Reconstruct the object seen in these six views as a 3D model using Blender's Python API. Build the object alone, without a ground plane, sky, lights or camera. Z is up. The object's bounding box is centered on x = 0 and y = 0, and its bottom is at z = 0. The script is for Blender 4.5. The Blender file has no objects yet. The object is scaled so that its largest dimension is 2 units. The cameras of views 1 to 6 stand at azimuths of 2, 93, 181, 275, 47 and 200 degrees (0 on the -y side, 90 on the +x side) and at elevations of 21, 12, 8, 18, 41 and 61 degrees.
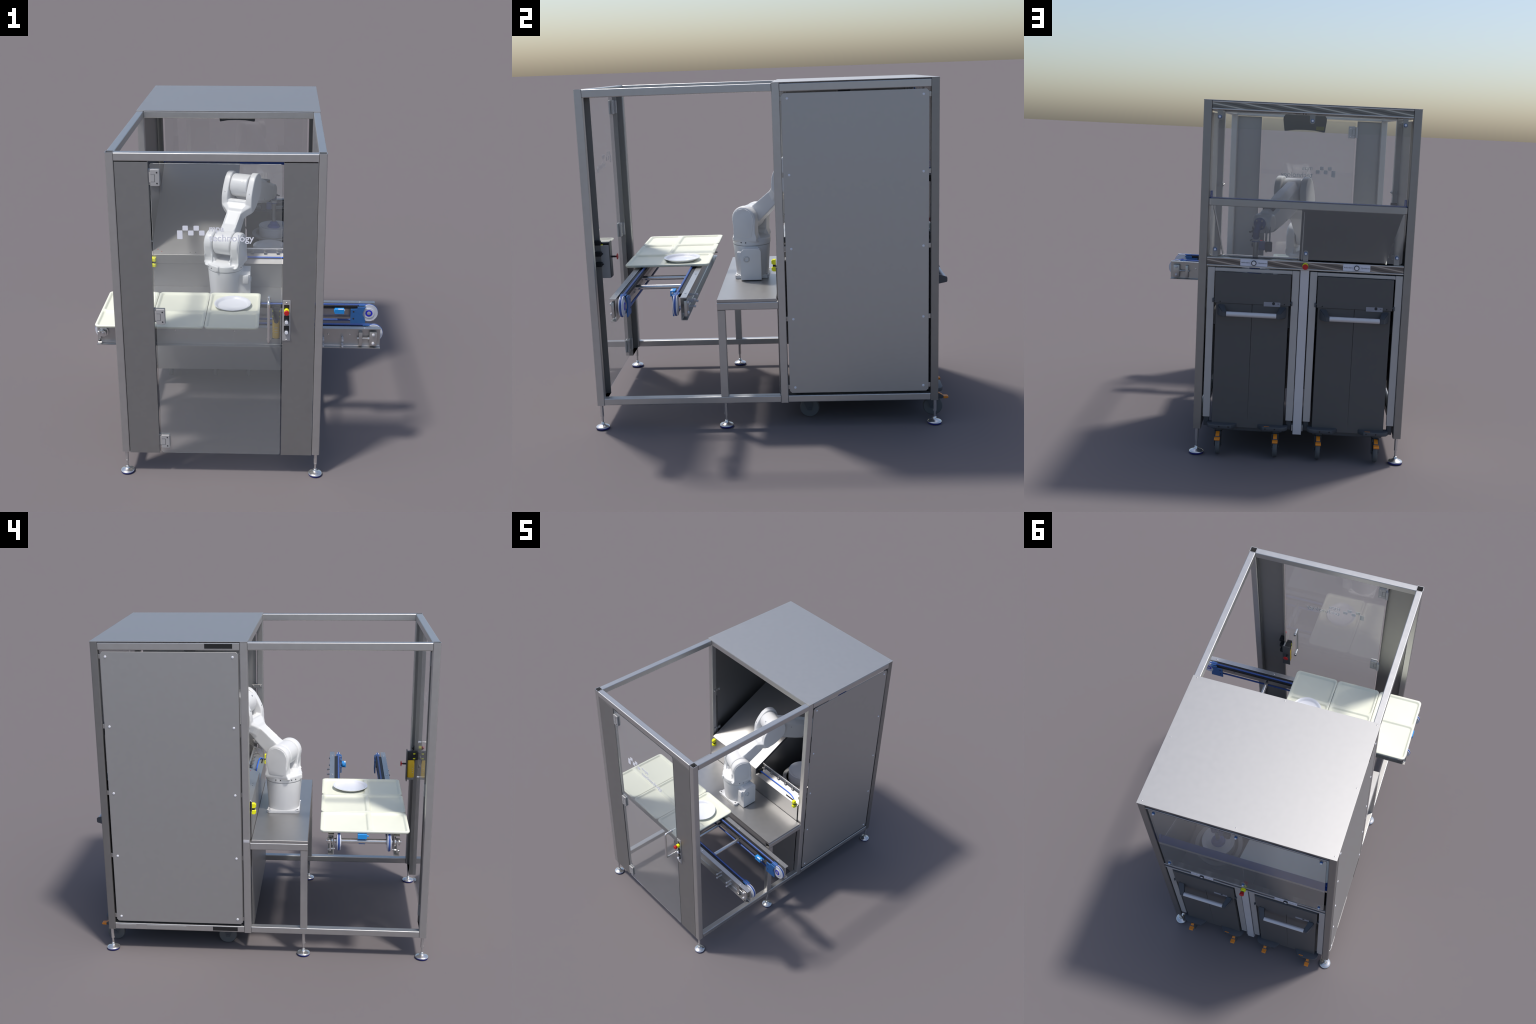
import bpy, bmesh, math, random
from mathutils import Vector, Matrix

random.seed(7)
pi = math.pi

# ------------------------------------------------------------------ materials
def new_mat(name):
    m = bpy.data.materials.new(name)
    m.use_nodes = True
    nt = m.node_tree
    b = nt.nodes["Principled BSDF"]
    return m, nt, b

def plain(name, col, rough=0.5, metal=0.0, coat=0.0, spec=0.5):
    m, nt, b = new_mat(name)
    b.inputs["Base Color"].default_value = (*col, 1)
    b.inputs["Roughness"].default_value = rough
    b.inputs["Metallic"].default_value = metal
    b.inputs["Coat Weight"].default_value = coat
    b.inputs["Specular IOR Level"].default_value = spec
    # very light grain in the tone, so that surfaces are not perfectly uniform
    tc = nt.nodes.new("ShaderNodeTexCoord")
    n = nt.nodes.new("ShaderNodeTexNoise")
    n.inputs["Scale"].default_value = 9
    n.inputs["Detail"].default_value = 5
    nt.links.new(tc.outputs["Object"], n.inputs["Vector"])
    r = nt.nodes.new("ShaderNodeValToRGB")
    r.color_ramp.elements[0].color = (*[c * 0.95 for c in col], 1)
    r.color_ramp.elements[1].color = (*[min(1, c * 1.04) for c in col], 1)
    nt.links.new(n.outputs["Fac"], r.inputs["Fac"])
    nt.links.new(r.outputs["Color"], b.inputs["Base Color"])
    return m

def steel(name, tone, rough, stretch=(1, 1, 1), amount=0.05, tint=(1.012, 1.0, 0.985), metal=0.87):
    """Satin stainless steel: metallic, with fine brushed grain in tone and gloss."""
    m, nt, b = new_mat(name)
    b.inputs["Metallic"].default_value = metal
    tc = nt.nodes.new("ShaderNodeTexCoord")
    mp = nt.nodes.new("ShaderNodeMapping")
    mp.inputs["Scale"].default_value = stretch
    n = nt.nodes.new("ShaderNodeTexNoise")
    n.inputs["Scale"].default_value = 30
    n.inputs["Detail"].default_value = 4
    nt.links.new(tc.outputs["Object"], mp.inputs["Vector"])
    nt.links.new(mp.outputs["Vector"], n.inputs["Vector"])
    r = nt.nodes.new("ShaderNodeValToRGB")
    lo, hi = tone * (1 - amount), tone * (1 + amount)
    r.color_ramp.elements[0].position = 0.3
    r.color_ramp.elements[1].position = 0.7
    r.color_ramp.elements[0].color = (lo * tint[0], lo * tint[1], lo * tint[2], 1)
    r.color_ramp.elements[1].color = (hi * tint[0], hi * tint[1], hi * tint[2], 1)
    nt.links.new(n.outputs["Fac"], r.inputs["Fac"])
    nt.links.new(r.outputs["Color"], b.inputs["Base Color"])
    mr = nt.nodes.new("ShaderNodeMapRange")
    mr.inputs["To Min"].default_value = rough - 0.03
    mr.inputs["To Max"].default_value = rough + 0.03
    nt.links.new(n.outputs["Fac"], mr.inputs["Value"])
    nt.links.new(mr.outputs["Result"], b.inputs["Roughness"])
    return m

def painted_reflection_steel(name):
    """Cover strip steel with slanting reflection bands painted into the base colour."""
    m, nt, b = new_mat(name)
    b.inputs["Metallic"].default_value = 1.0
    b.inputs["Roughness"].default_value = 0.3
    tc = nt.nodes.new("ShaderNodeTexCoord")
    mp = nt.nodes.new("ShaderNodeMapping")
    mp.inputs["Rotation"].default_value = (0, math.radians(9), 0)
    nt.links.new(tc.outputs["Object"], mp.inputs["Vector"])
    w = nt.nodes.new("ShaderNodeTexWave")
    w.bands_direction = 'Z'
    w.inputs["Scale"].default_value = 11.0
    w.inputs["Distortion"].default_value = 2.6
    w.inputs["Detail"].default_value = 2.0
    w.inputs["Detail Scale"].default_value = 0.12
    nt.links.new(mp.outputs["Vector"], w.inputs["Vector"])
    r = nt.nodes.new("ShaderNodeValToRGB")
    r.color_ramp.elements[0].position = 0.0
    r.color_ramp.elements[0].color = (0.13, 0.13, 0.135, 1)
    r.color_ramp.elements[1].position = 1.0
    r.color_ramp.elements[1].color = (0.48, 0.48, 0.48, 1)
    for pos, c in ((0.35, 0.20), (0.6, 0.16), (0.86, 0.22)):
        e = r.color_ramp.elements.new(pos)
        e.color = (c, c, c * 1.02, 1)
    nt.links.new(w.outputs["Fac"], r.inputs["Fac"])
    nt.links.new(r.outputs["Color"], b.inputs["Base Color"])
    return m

def glass(name, col, ior=1.5):
    m, nt, b = new_mat(name)
    b.inputs["Base Color"].default_value = (*col, 1)
    b.inputs["Transmission Weight"].default_value = 0.92
    b.inputs["Roughness"].default_value = 0.0
    b.inputs["IOR"].default_value = ior
    return m

M = dict(
    frame=steel("frame_steel", 0.55, 0.40, (1, 1, 1), 0.02),
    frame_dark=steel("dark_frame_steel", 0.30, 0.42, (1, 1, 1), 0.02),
    sheet=steel("sheet_steel", 0.50, 0.5, (1, 1, 1), 0.012),
    roof=steel("roof_steel", 0.47, 0.5, (1, 1, 1), 0.015),
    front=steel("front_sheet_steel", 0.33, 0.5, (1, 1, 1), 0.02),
    inner=steel("inner_sheet_steel", 0.47, 0.40, (1, 1, 1), 0.02),
    polished=steel("polished_steel", 0.72, 0.2, (1, 1, 1), 0.03),
    rail=steel("rail_steel", 0.50, 0.35, (1, 1, 1), 0.03),
    banded=painted_reflection_steel("painted_reflection_steel"),
    alu=plain("anodised_aluminium", (0.46, 0.455, 0.455), 0.45, 0.35),
    alu_light=plain("light_aluminium", (0.60, 0.60, 0.63), 0.4, 0.2),
    door=glass("door_glass", (0.90, 0.92, 0.92)),
    white=plain("white_robot_paint", (0.78, 0.785, 0.79), 0.33, 0, 0.15),
    tray=plain("cream_tray", (0.84, 0.85, 0.71), 0.45),
    china=plain("white_china", (0.84, 0.85, 0.90), 0.22, 0, 0.3),
    print=plain("white_print", (0.86, 0.86, 0.92), 0.6),
    bin=plain("charcoal_sheet", (0.094, 0.094, 0.096), 0.5, 0.1),
    bin_dark=plain("charcoal_plastic", (0.06, 0.068, 0.08), 0.5),
    rubber=plain("wheel_rubber", (0.10, 0.108, 0.115), 0.55),
    black=plain("black_plastic", (0.012, 0.012, 0.013), 0.5),
    pulley=plain("white_pulley", (0.70, 0.72, 0.78), 0.35),
    belt=plain("blue_belt", (0.045, 0.10, 0.34), 0.4),
    blue=plain("blue_plate", (0.03, 0.13, 0.36), 0.45),
    sensor=plain("sensor_blue", (0.02, 0.30, 0.75), 0.4),
    ring=plain("deep_blue_ring", (0.02, 0.02, 0.62), 0.4),
    foot_blue=plain("foot_blue", (0.01, 0.015, 0.22), 0.5),
    cable=plain("cable_blue", (0.02, 0.16, 0.85), 0.4),
    cup=plain("cup_blue", (0.10, 0.16, 0.52), 0.45),
    tool=plain("tool_blue", (0.10, 0.14, 0.33), 0.45),
    strip_blue=plain("cover_blue", (0.015, 0.08, 0.42), 0.4),
    yellow=plain("signal_yellow", (0.86, 0.86, 0.01), 0.45),
    amber=plain("amber_yellow", (0.78, 0.49, 0.02), 0.45),
    red=plain("signal_red", (0.50, 0.01, 0.012), 0.4),
    green=plain("signal_green", (0.06, 0.35, 0.04), 0.5),
    orange=plain("pedal_orange", (0.75, 0.24, 0.015), 0.45),
    label=plain("label_white", (0.66, 0.68, 0.78), 0.5),
    label_grey=plain("label_grey", (0.30, 0.30, 0.34), 0.5),
    ink=plain("dark_ink", (0.03, 0.03, 0.035), 0.6),
    olive=plain("olive_label", (0.42, 0.42, 0.03), 0.6),
    lamp=plain("button_white", (0.74, 0.75, 0.80), 0.35),
)

# ------------------------------------------------------------------ helpers
def empty(name, parent=None, loc=(0, 0, 0)):
    o = bpy.data.objects.new(name, None)
    o.empty_display_size = 0.1
    bpy.context.scene.collection.objects.link(o)
    o.location = loc
    if parent:
        o.parent = parent
        o.matrix_parent_inverse = Matrix.Translation(-Vector(parent_world(parent)))
    return o

def parent_world(p):
    return p["at"] if "at" in p.keys() else p.location

def link(name, me, loc, parent):
    o = bpy.data.objects.new(name, me)
    bpy.context.scene.collection.objects.link(o)
    o.location = loc
    o["at"] = list(loc)
    if parent is not None:
        o.parent = parent
        o.matrix_parent_inverse = Matrix.Translation(-Vector(parent_world(parent)))
    return o

def emit(name, bm, mat, parent, angle=35, recentre=True, flat=False):
    """bmesh in world coordinates -> object with its origin at the part's centre."""
    bmesh.ops.recalc_face_normals(bm, faces=bm.faces)
    me = bpy.data.meshes.new(name)
    c = Vector((0, 0, 0))
    if recentre and bm.verts:
        lo = Vector([min(v.co[i] for v in bm.verts) for i in range(3)])
        hi = Vector([max(v.co[i] for v in bm.verts) for i in range(3)])
        c = (lo + hi) / 2
        bmesh.ops.translate(bm, verts=bm.verts, vec=-c)
    bm.to_mesh(me)
    bm.free()
    for p in me.polygons:
        p.use_smooth = True
    me.set_sharp_from_angle(angle=math.radians(angle))
    mats = mat if isinstance(mat, (list, tuple)) else [mat]
    for k in mats:
        me.materials.append(M[k])
    o = link(name, me, c, parent)
    if flat:
        w = o.modifiers.new("flat_faces", 'WEIGHTED_NORMAL')
        w.weight = 100
        w.keep_sharp = True
    return o

def again(obj, loc, parent=None, rot=None):
    """Repeat sharing the mesh data."""
    o = obj.copy()
    bpy.context.scene.collection.objects.link(o)
    o.location = loc
    o["at"] = list(loc)
    p = parent or obj.parent
    o.parent = p
    o.matrix_parent_inverse = Matrix.Translation(-Vector(parent_world(p)))
    if rot:
        o.rotation_euler = rot
    return o

def add_box(bm, x0, x1, y0, y1, z0, z1, bev=0.0, seg=2, mi=0, mat=None):
    vs = [bm.verts.new((x, y, z)) for x in (x0, x1) for y in (y0, y1) for z in (z0, z1)]
    idx = [(0, 1, 3, 2), (4, 6, 7, 5), (0, 4, 5, 1), (2, 3, 7, 6), (0, 2, 6, 4), (1, 5, 7, 3)]
    fs = [bm.faces.new([vs[i] for i in f]) for f in idx]
    for f in fs:
        f.material_index = mi
    es = list({e for f in fs for e in f.edges})
    if bev > 0:
        r = bmesh.ops.bevel(bm, geom=es, offset=bev, segments=seg, affect='EDGES', profile=0.5)
        vs = list({v for f in r["faces"] for v in f.verts} | {v for v in vs if v.is_valid})
        for f in {f for v in vs for f in v.link_faces}:
            f.material_index = mi
    if mat is not None:
        bmesh.ops.transform(bm, matrix=mat, verts=[v for v in vs if v.is_valid])
    return vs

def box(name, x0, x1, y0, y1, z0, z1, mat, parent, bev=0.0015, seg=2):
    bm = bmesh.new()
    add_box(bm, x0, x1, y0, y1, z0, z1, bev, seg)
    return emit(name, bm, mat, parent, flat=True)

AX = {'x': Matrix(((0, 0, 1), (1, 0, 0), (0, 1, 0))), 'y': Matrix(((1, 0, 0), (0, 0, -1), (0, 1, 0))).inverted(),
      'z': Matrix.Identity(3)}
# local profile plane (u, v) and run w:  x: u=y v=z w=x ; y: u=x v=z w=y ; z: u=x v=y w=z
def place(axis, u, v, w):
    return {'x': (w, u, v), 'y': (u, w, v), 'z': (u, v, w)}[axis]

def round_rect(u0, u1, v0, v1, r, n=4):
    pts = []
    for cx, cy, a0 in ((u1 - r, v1 - r, 0), (u0 + r, v1 - r, 90), (u0 + r, v0 + r, 180), (u1 - r, v0 + r, 270)):
        for i in range(n + 1):
            a = math.radians(a0 + 90 * i / n)
            pts.append((cx + r * math.cos(a), cy + r * math.sin(a)))
    return pts

def chamfer_rect(u0, u1, v0, v1, c):
    return [(u1, v1 - c), (u1 - c, v1), (u0 + c, v1), (u0, v1 - c), (u0, v0 + c), (u0 + c, v0), (u1 - c, v0), (u1, v0 + c)]

def add_prism(bm, pts, axis, w0, w1, bev=0.0, seg=2, mi=0, tf=None):
    a = [bm.verts.new(place(axis, u, v, w0)) for u, v in pts]
    b = [bm.verts.new(place(axis, u, v, w1)) for u, v in pts]
    n = len(pts)
    fa, fb = bm.faces.new(a), bm.faces.new(b[::-1])
    sides = [bm.faces.new((a[i], b[i], b[(i + 1) % n], a[(i + 1) % n])) for i in range(n)]
    for f in [fa, fb] + sides:
        f.material_index = mi
    vs = a + b
    if bev > 0:
        es = list(fa.edges) + list(fb.edges)
        r = bmesh.ops.bevel(bm, geom=es, offset=bev, segments=seg, affect='EDGES', profile=0.5)
        vs = list({v for v in vs if v.is_valid} | {v for f in r["faces"] for v in f.verts})
        for v in list(vs):
            for f in v.link_faces:
                f.material_index = mi
    if tf is not None:
        bmesh.ops.transform(bm, matrix=tf, verts=vs)
    return vs

def prism(name, pts, axis, w0, w1, mat, parent, bev=0.0, seg=2, angle=35):
    bm = bmesh.new()
    add_prism(bm, pts, axis, w0, w1, bev, seg)
    return emit(name, bm, mat, parent, angle, flat=True)

def add_tube(bm, axis, u0, u1, v0, v1, w0, w1, r=0.005, t=0.003, n=5):
    """Hollow square section with rounded corners, open ends."""
    o = round_rect(u0, u1, v0, v1, r, n)
    i = round_rect(u0 + t, u1 - t, v0 + t, v1 - t, max(r - t, 0.001), n)
    L = [[bm.verts.new(place(axis, u, v, w)) for u, v in q] for q, w in ((o, w0), (o, w1), (i, w1), (i, w0))]
    k = len(o)
    for a in range(4):
        A, B = L[a], L[(a + 1) % 4]
        for j in range(k):
            bm.faces.new((A[j], A[(j + 1) % k], B[(j + 1) % k], B[j]))

def tube(name, axis, u0, u1, v0, v1, w0, w1, mat, parent, r=0.005, t=0.003):
    bm = bmesh.new()
    add_tube(bm, axis, u0, u1, v0, v1, w0, w1, r, t)
    return emit(name, bm, mat, parent, 30, flat=True)

def add_lathe(bm, prof, origin, direction, seg=32, mi=0):
    """prof: (radius, height) pairs along direction."""
    d = Vector(direction).normalized()
    q = d.to_track_quat('Z', 'Y')
    o = Vector(origin)
    rings = []
    for r, h in prof:
        if r < 1e-6:
            rings.append([bm.verts.new(o + q @ Vector((0, 0, h)))])
        else:
            rings.append([bm.verts.new(o + q @ Vector((r * math.cos(2 * pi * k / seg), r * math.sin(2 * pi * k / seg), h)))
                          for k in range(seg)])
    for A, B in zip(rings, rings[1:]):
        for k in range(seg):
            k2 = (k + 1) % seg
            if len(A) == 1 and len(B) == 1:
                continue
            if len(A) == 1:
                f = bm.faces.new((A[0], B[k], B[k2]))
            elif len(B) == 1:
                f = bm.faces.new((A[k], A[k2], B[0]))
            else:
                f = bm.faces.new((A[k], A[k2], B[k2], B[k]))
            f.material_index = mi
    for R in (rings[0], rings[-1]):
        if len(R) > 1:
            bm.faces.new(R).material_index = mi

def lathe(name, prof, origin, direction, mat, parent, seg=32, angle=35):
    bm = bmesh.new()
    add_lathe(bm, prof, origin, direction, seg)
    return emit(name, bm, mat, parent, angle)

def add_cyl(bm, a, b, r, seg=20, mi=0, bev=0.0):
    a, b = Vector(a), Vector(b)
    L = (b - a).length
    if bev > 0:
        prof = [(r - bev, 0), (r - bev * 0.3, bev * 0.3), (r, bev), (r, L - bev), (r - bev * 0.3, L - bev * 0.3), (r - bev, L)]
    else:
        prof = [(r, 0), (r, L)]
    add_lathe(bm, prof, a, b - a, seg, mi)

def cyl(name, a, b, r, mat, parent, seg=20, bev=0.0):
    bm = bmesh.new()
    add_cyl(bm, a, b, r, seg, 0, bev)
    return emit(name, bm, mat, parent)

def add_sweep(bm, pts, r, seg=10, closed=False, mi=0):
    P = [Vector(p) for p in pts]
    n = len(P)
    tang = []
    for i in range(n):
        a = P[(i - 1) % n] if (closed or i > 0) else P[i]
        b = P[(i + 1) % n] if (closed or i < n - 1) else P[i]
        tang.append((b - a).normalized())
    up = Vector((0, 1, 0)) if abs(tang[0].y) < 0.9 else Vector((1, 0, 0))
    nrm = (up - tang[0] * up.dot(tang[0])).normalized()
    rings = []
    for i in range(n):
        t = tang[i]
        nrm = (nrm - t * nrm.dot(t)).normalized()
        bn = t.cross(nrm)
        rings.append([bm.verts.new(P[i] + (nrm * math.cos(2 * pi * k / seg) + bn * math.sin(2 * pi * k / seg)) * r) for k in range(seg)])
    for i in range(n if closed else n - 1):
        A, B = rings[i], rings[(i + 1) % n]
        for k in range(seg):
            bm.faces.new((A[k], A[(k + 1) % seg], B[(k + 1) % seg], B[k])).material_index = mi
    if not closed:
        bm.faces.new(rings[0]).material_index = mi
        bm.faces.new(rings[-1]).material_index = mi

def fillet_path(pts, r, n=6):
    out = [Vector(pts[0])]
    for a, b, c in zip(pts, pts[1:], pts[2:]):
        a, b, c = Vector(a), Vector(b), Vector(c)
        p, q = b + (a - b).normalized() * r, b + (c - b).normalized() * r
        for i in range(n + 1):
            t = i / n
            out.append(p * (1 - t) ** 2 + b * 2 * t * (1 - t) + q * t * t)
    out.append(Vector(pts[-1]))
    return out

def bolt(name, at, direction, r, h, mat, parent, dome=True):
    prof = [(r, 0), (r, h * 0.45), (r * 0.85, h * 0.8), (r * 0.45, h), (0, h)] if dome else [(r, 0), (r, h * 0.8), (r * 0.9, h), (0, h)]
    return lathe(name, prof, at, direction, mat, parent, 14)

def text(name, body, size, origin, face, mat, parent, depth=0.0006, align='LEFT', weight=0.0):
    """Raised lettering; face 'front' reads from -y, 'back' reads from +y."""
    cu = bpy.data.curves.new(name, 'FONT')
    cu.body = body
    cu.size = size
    cu.extrude = depth / 2
    cu.align_x = align
    cu.offset = weight
    tmp = bpy.data.objects.new(name, cu)
    bpy.context.scene.collection.objects.link(tmp)
    dg = bpy.context.evaluated_depsgraph_get()
    me = bpy.data.meshes.new_from_object(tmp.evaluated_get(dg))
    bpy.data.objects.remove(tmp)
    bpy.data.curves.remove(cu)
    R = Matrix.Rotation(pi / 2, 4, 'X')
    if face == 'back':
        R = Matrix.Rotation(pi, 4, 'Z') @ R
    me.transform(R)
    me.materials.clear()
    me.materials.append(M[mat])
    return link(name, me, origin, parent)

# ------------------------------------------------------------------ the thing
XL, XR, T = -0.644, 0.459, 0.042            # outer faces of the frame, tube size
YF, YM, YB = -0.945, 0.0725, 0.885          # front faces of front, middle and back posts
ZB, ZT = 0.1375, 1.8585
CX = (XL + XR) / 2

cell = empty("robot_tray_cell")
cell["label"] = "steel framed robot cell with glass door, conveyor, trays and bins"
cell["category"] = "robot work cell"
cell["at"] = [0, 0, 0]

# ---- frame
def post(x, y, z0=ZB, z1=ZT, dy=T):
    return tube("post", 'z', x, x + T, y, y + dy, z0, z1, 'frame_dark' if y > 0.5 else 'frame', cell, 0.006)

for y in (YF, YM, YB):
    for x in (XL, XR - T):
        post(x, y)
G = 0.0006
tube("cross_beam", 'x', YF, YF + T, ZT - T - 0.001, ZT - 0.001, XL + T + G, XR - T - G, 'frame', cell)
tube("cross_beam", 'x', YM, YM + T, ZT - T - 0.001, ZT - 0.001, XL + T + G, XR - T - G, 'frame', cell)
for x in (XL, XR - T):
    tube("side_beam", 'y', x + G, x + T - G, ZT - T - 0.001, ZT - 0.001, YF + T + G, YM - G, 'frame', cell)
    tube("side_beam", 'y', x + G, x + T - G, ZT - T - 0.003, ZT - 0.003, YM + T + G, YB - G, 'frame', cell)
    tube("floor_rail", 'y', x + G, x + T - G, 0.139, 0.178, YF + T + G, YM - G, 'frame', cell)
    tube("floor_rail", 'y', x + G, x + T - G, 0.139, 0.178, YM + T + G, YB - G, 'frame', cell)

# dark and pale patches on the left rails
for y0, y1, z0, z1 in ((0.153, 0.303, 1.824, 1.850), (0.153, 0.300, 0.147, 0.172)):
    box("rail_patch", XL - 0.001, XL + 0.004, y0, y1, z0, z1, 'black', cell, 0.0004, 1)
for y0, y1 in ((0.459, 0.695), (0.76, 0.86)):
    box("rail_patch", XL - 0.0006, XL + 0.004, y0, y1, 0.145, 0.170, 'sheet', cell, 0.0003, 1)
box("post_reflection_band", XL - 0.0008, XL + 0.005, YM + 0.004, YM + T - 0.004, 0.712, 0.728, 'alu_light', cell, 0.0004, 1)  # thin pale plate modelled for a reflection across the post

# back beams: cover strip with painted reflections, framed by a lip above and below
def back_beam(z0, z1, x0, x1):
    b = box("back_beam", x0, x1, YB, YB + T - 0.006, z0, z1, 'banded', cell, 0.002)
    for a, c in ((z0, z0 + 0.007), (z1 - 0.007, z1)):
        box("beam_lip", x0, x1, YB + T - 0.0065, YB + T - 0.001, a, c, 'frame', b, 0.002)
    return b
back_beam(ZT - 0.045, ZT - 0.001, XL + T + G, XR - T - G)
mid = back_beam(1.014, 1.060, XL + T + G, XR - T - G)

# horizontal rail behind the back pane, with a blue strip on it
bar = tube("inner_rail", 'x', 0.868, 0.908, 1.325, 1.364, XL + T + G, XR - T - G, 'frame', cell, 0.005)
box("rail_cover", XL + T + 0.002, XR - T - 0.002, 0.8645, 0.8675, 1.323, 1.3640, 'strip_blue', bar, 0.001)
box("rail_cover", XL + T + 0.002, XR - T - 0.002, 0.866, 0.912, 1.3645, 1.3675, 'strip_blue', bar, 0.001)
for x in (XL + T + 0.004, XR - T - 0.016):
    box("rail_end_plate", x, x + 0.012, 0.876, 0.892, 1.368, 1.40, 'strip_blue', bar, 0.002)

# ---- adjustable feet
def foot(x, y):
    f = empty("levelling_foot", cell, (x, y, 0))
    f["at"] = [x, y, 0]
    lathe("foot_disc", [(0.0375, 0.0072), (0.0392, 0.0085), (0.0390, 0.0105), (0.0365, 0.0135), (0.0310, 0.0165), (0.0230, 0.0195), (0.0150, 0.0230),
                        (0.0105, 0.0275), (0.0092, 0.0320), (0.0088, 0.0360), (0.0060, 0.0375), (0, 0.0375)],
          (x, y, 0), (0, 0, 1), 'polished', f, 40, 70)
    lathe("foot_pad", [(0.0350, 0.0), (0.0372, 0.0010), (0.0385, 0.0040), (0.0380, 0.0076), (0.0, 0.0076)], (x, y, 0), (0, 0, 1), 'foot_blue', f, 40)
    bm = bmesh.new()
    add_lathe(bm, [(0.006, 0.036), (0.006, 0.068), (0.0095, 0.069), (0.0095, 0.1385)], (x, y, 0), (0, 0, 1), 20)
    add_box(bm, x - 0.004, x + 0.004, y - 0.0102, y - 0.008, 0.070, 0.078, 0.0005, 1)
    emit("foot_stem", bm, 'polished', f)
for x in (-0.6235, 0.439):
    for y in (-0.9265, -0.234, 0.9105):
        foot(x, y)

# ---- roof and side sheets
roof = box("roof_sheet", XL - 0.001, XR + 0.001, 0.0715, 0.928, ZT + 0.0003, ZT + 0.0035, 'roof', cell, 0.001)
for x in (-0.6265, -0.093, 0.434):
    for y in (0.085, 0.496, 0.906):
        if not (abs(x + 0.093) < 0.01 and abs(y - 0.496) < 0.01):
            bolt("roof_screw", (x, y, ZT + 0.0033), (0, 0, 1), 0.0035, 0.0012, 'rail', roof)
for s, xa, xb in ((1, XR - 0.006, XR - 0.0015), (-1, XL + 0.0015, XL + 0.006)):
    bm = bmesh.new()
    add_prism(bm, chamfer_rect(0.1225, 0.8735, 0.1925, 1.805, 0.012), 'x', xa, xb, 0.0008, 1)
    p = emit("side_sheet", bm, 'sheet', cell, flat=True)
    for y in (0.1525, 0.8455):
        for z in (0.2235, 0.610, 0.9945, 1.386, 1.7778):
            bolt("sheet_bolt", (xb if s > 0 else xa, y, z), (s, 0, 0), 0.0068, 0.0035, 'lamp', p)
    # clip brackets behind the sheet edges
    xi = xa - 0.004 if s > 0 else xb + 0.004
    for y in (0.119, 0.879):
        for z in (0.2235, 0.610, 0.9945, 1.386, 1.7778):
            box("sheet_clip", min(xi, xi - s * 0.014), max(xi, xi - s * 0.014), y - 0.011, y + 0.011, z - 0.013, z + 0.013, 'rail', p, 0.002)

# ---- front fixed panels with folded returns
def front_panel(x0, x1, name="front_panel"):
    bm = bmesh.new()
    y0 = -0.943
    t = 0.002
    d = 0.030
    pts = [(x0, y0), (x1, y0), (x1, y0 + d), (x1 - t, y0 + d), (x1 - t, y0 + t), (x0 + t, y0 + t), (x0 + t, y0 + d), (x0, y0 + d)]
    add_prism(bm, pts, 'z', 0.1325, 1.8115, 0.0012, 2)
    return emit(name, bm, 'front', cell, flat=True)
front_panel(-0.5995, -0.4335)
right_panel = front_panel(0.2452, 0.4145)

# ---- glass door
door = prism("glass_door", chamfer_rect(-0.4225, 0.2385, 0.1345, 1.8045, 0.008), 'y', -0.942, -0.936, 'door', cell, 0.0006, 1)
def hinge(z0, z1):
    x0, x1 = -0.4265, -0.3740
    h = z1 - z0
    bm = bmesh.new()
    for ya, yb in ((-0.953, -0.9425), (-0.9355, -0.923)):
        add_prism(bm, chamfer_rect(x0 + 0.006, x1, z0, z1, 0.003), 'y', ya, yb, 0.0022, 3)
    add_cyl(bm, (x0 + 0.004, -0.938, z0 + h * 0.2), (x0 + 0.004, -0.938, z0 + h * 0.8), 0.006, 14)
    add_box(bm, x0 - 0.012, x0 + 0.004, -0.934, -0.912, z0 + h * 0.05, z0 + h * 0.95, 0.001, 1)
    o = emit("door_hinge", bm, 'alu', door, flat=True)
    # gaps round the knuckle
    bm = bmesh.new()
    for ya, yb in ((-0.9534, -0.950), (-0.926, -0.9226)):
        add_box(bm, x0 + 0.0275, x0 + 0.0295, ya, yb, z0 + h * 0.26, z0 + h * 0.72)
        for q in (0.26, 0.72):
            add_box(bm, x0 + 0.0085, x0 + 0.0275, ya, yb, z0 + h * q - 0.0005, z0 + h * q + 0.0005)
    emit("hinge_gap", bm, 'ink', o)
    for z in (z0 + h * 0.17, z0 + h * 0.83):
        bolt("hinge_screw", (x1 - 0.013, -0.953, z), (0, -1, 0), 0.004, 0.0012, 'ink', door, False)
        bolt("hinge_screw", (x1 - 0.013, -0.923, z), (0, 1, 0), 0.004, 0.0012, 'polished', door, False)
    return o
hinge(1.690, 1.775)
hinge(0.931, 1.016)
hinge(0.172, 0.2535)

bm = bmesh.new()
hx = 0.1735
add_sweep(bm, fillet_path([(hx, -0.944, 1.0835), (hx, -0.9935, 1.0835), (hx, -0.9935, 0.8505), (hx, -0.944, 0.8505)], 0.018, 7), 0.0075, 14)
for z in (1.0835, 0.8505):
    add_cyl(bm, (hx, -0.944, z), (hx, -0.9422, z), 0.011, 18)
    add_cyl(bm, (hx, -0.936, z), (hx, -0.928, z), 0.010, 18, 0, 0.001)
emit("door_handle", bm, 'polished', door, 50)

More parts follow.
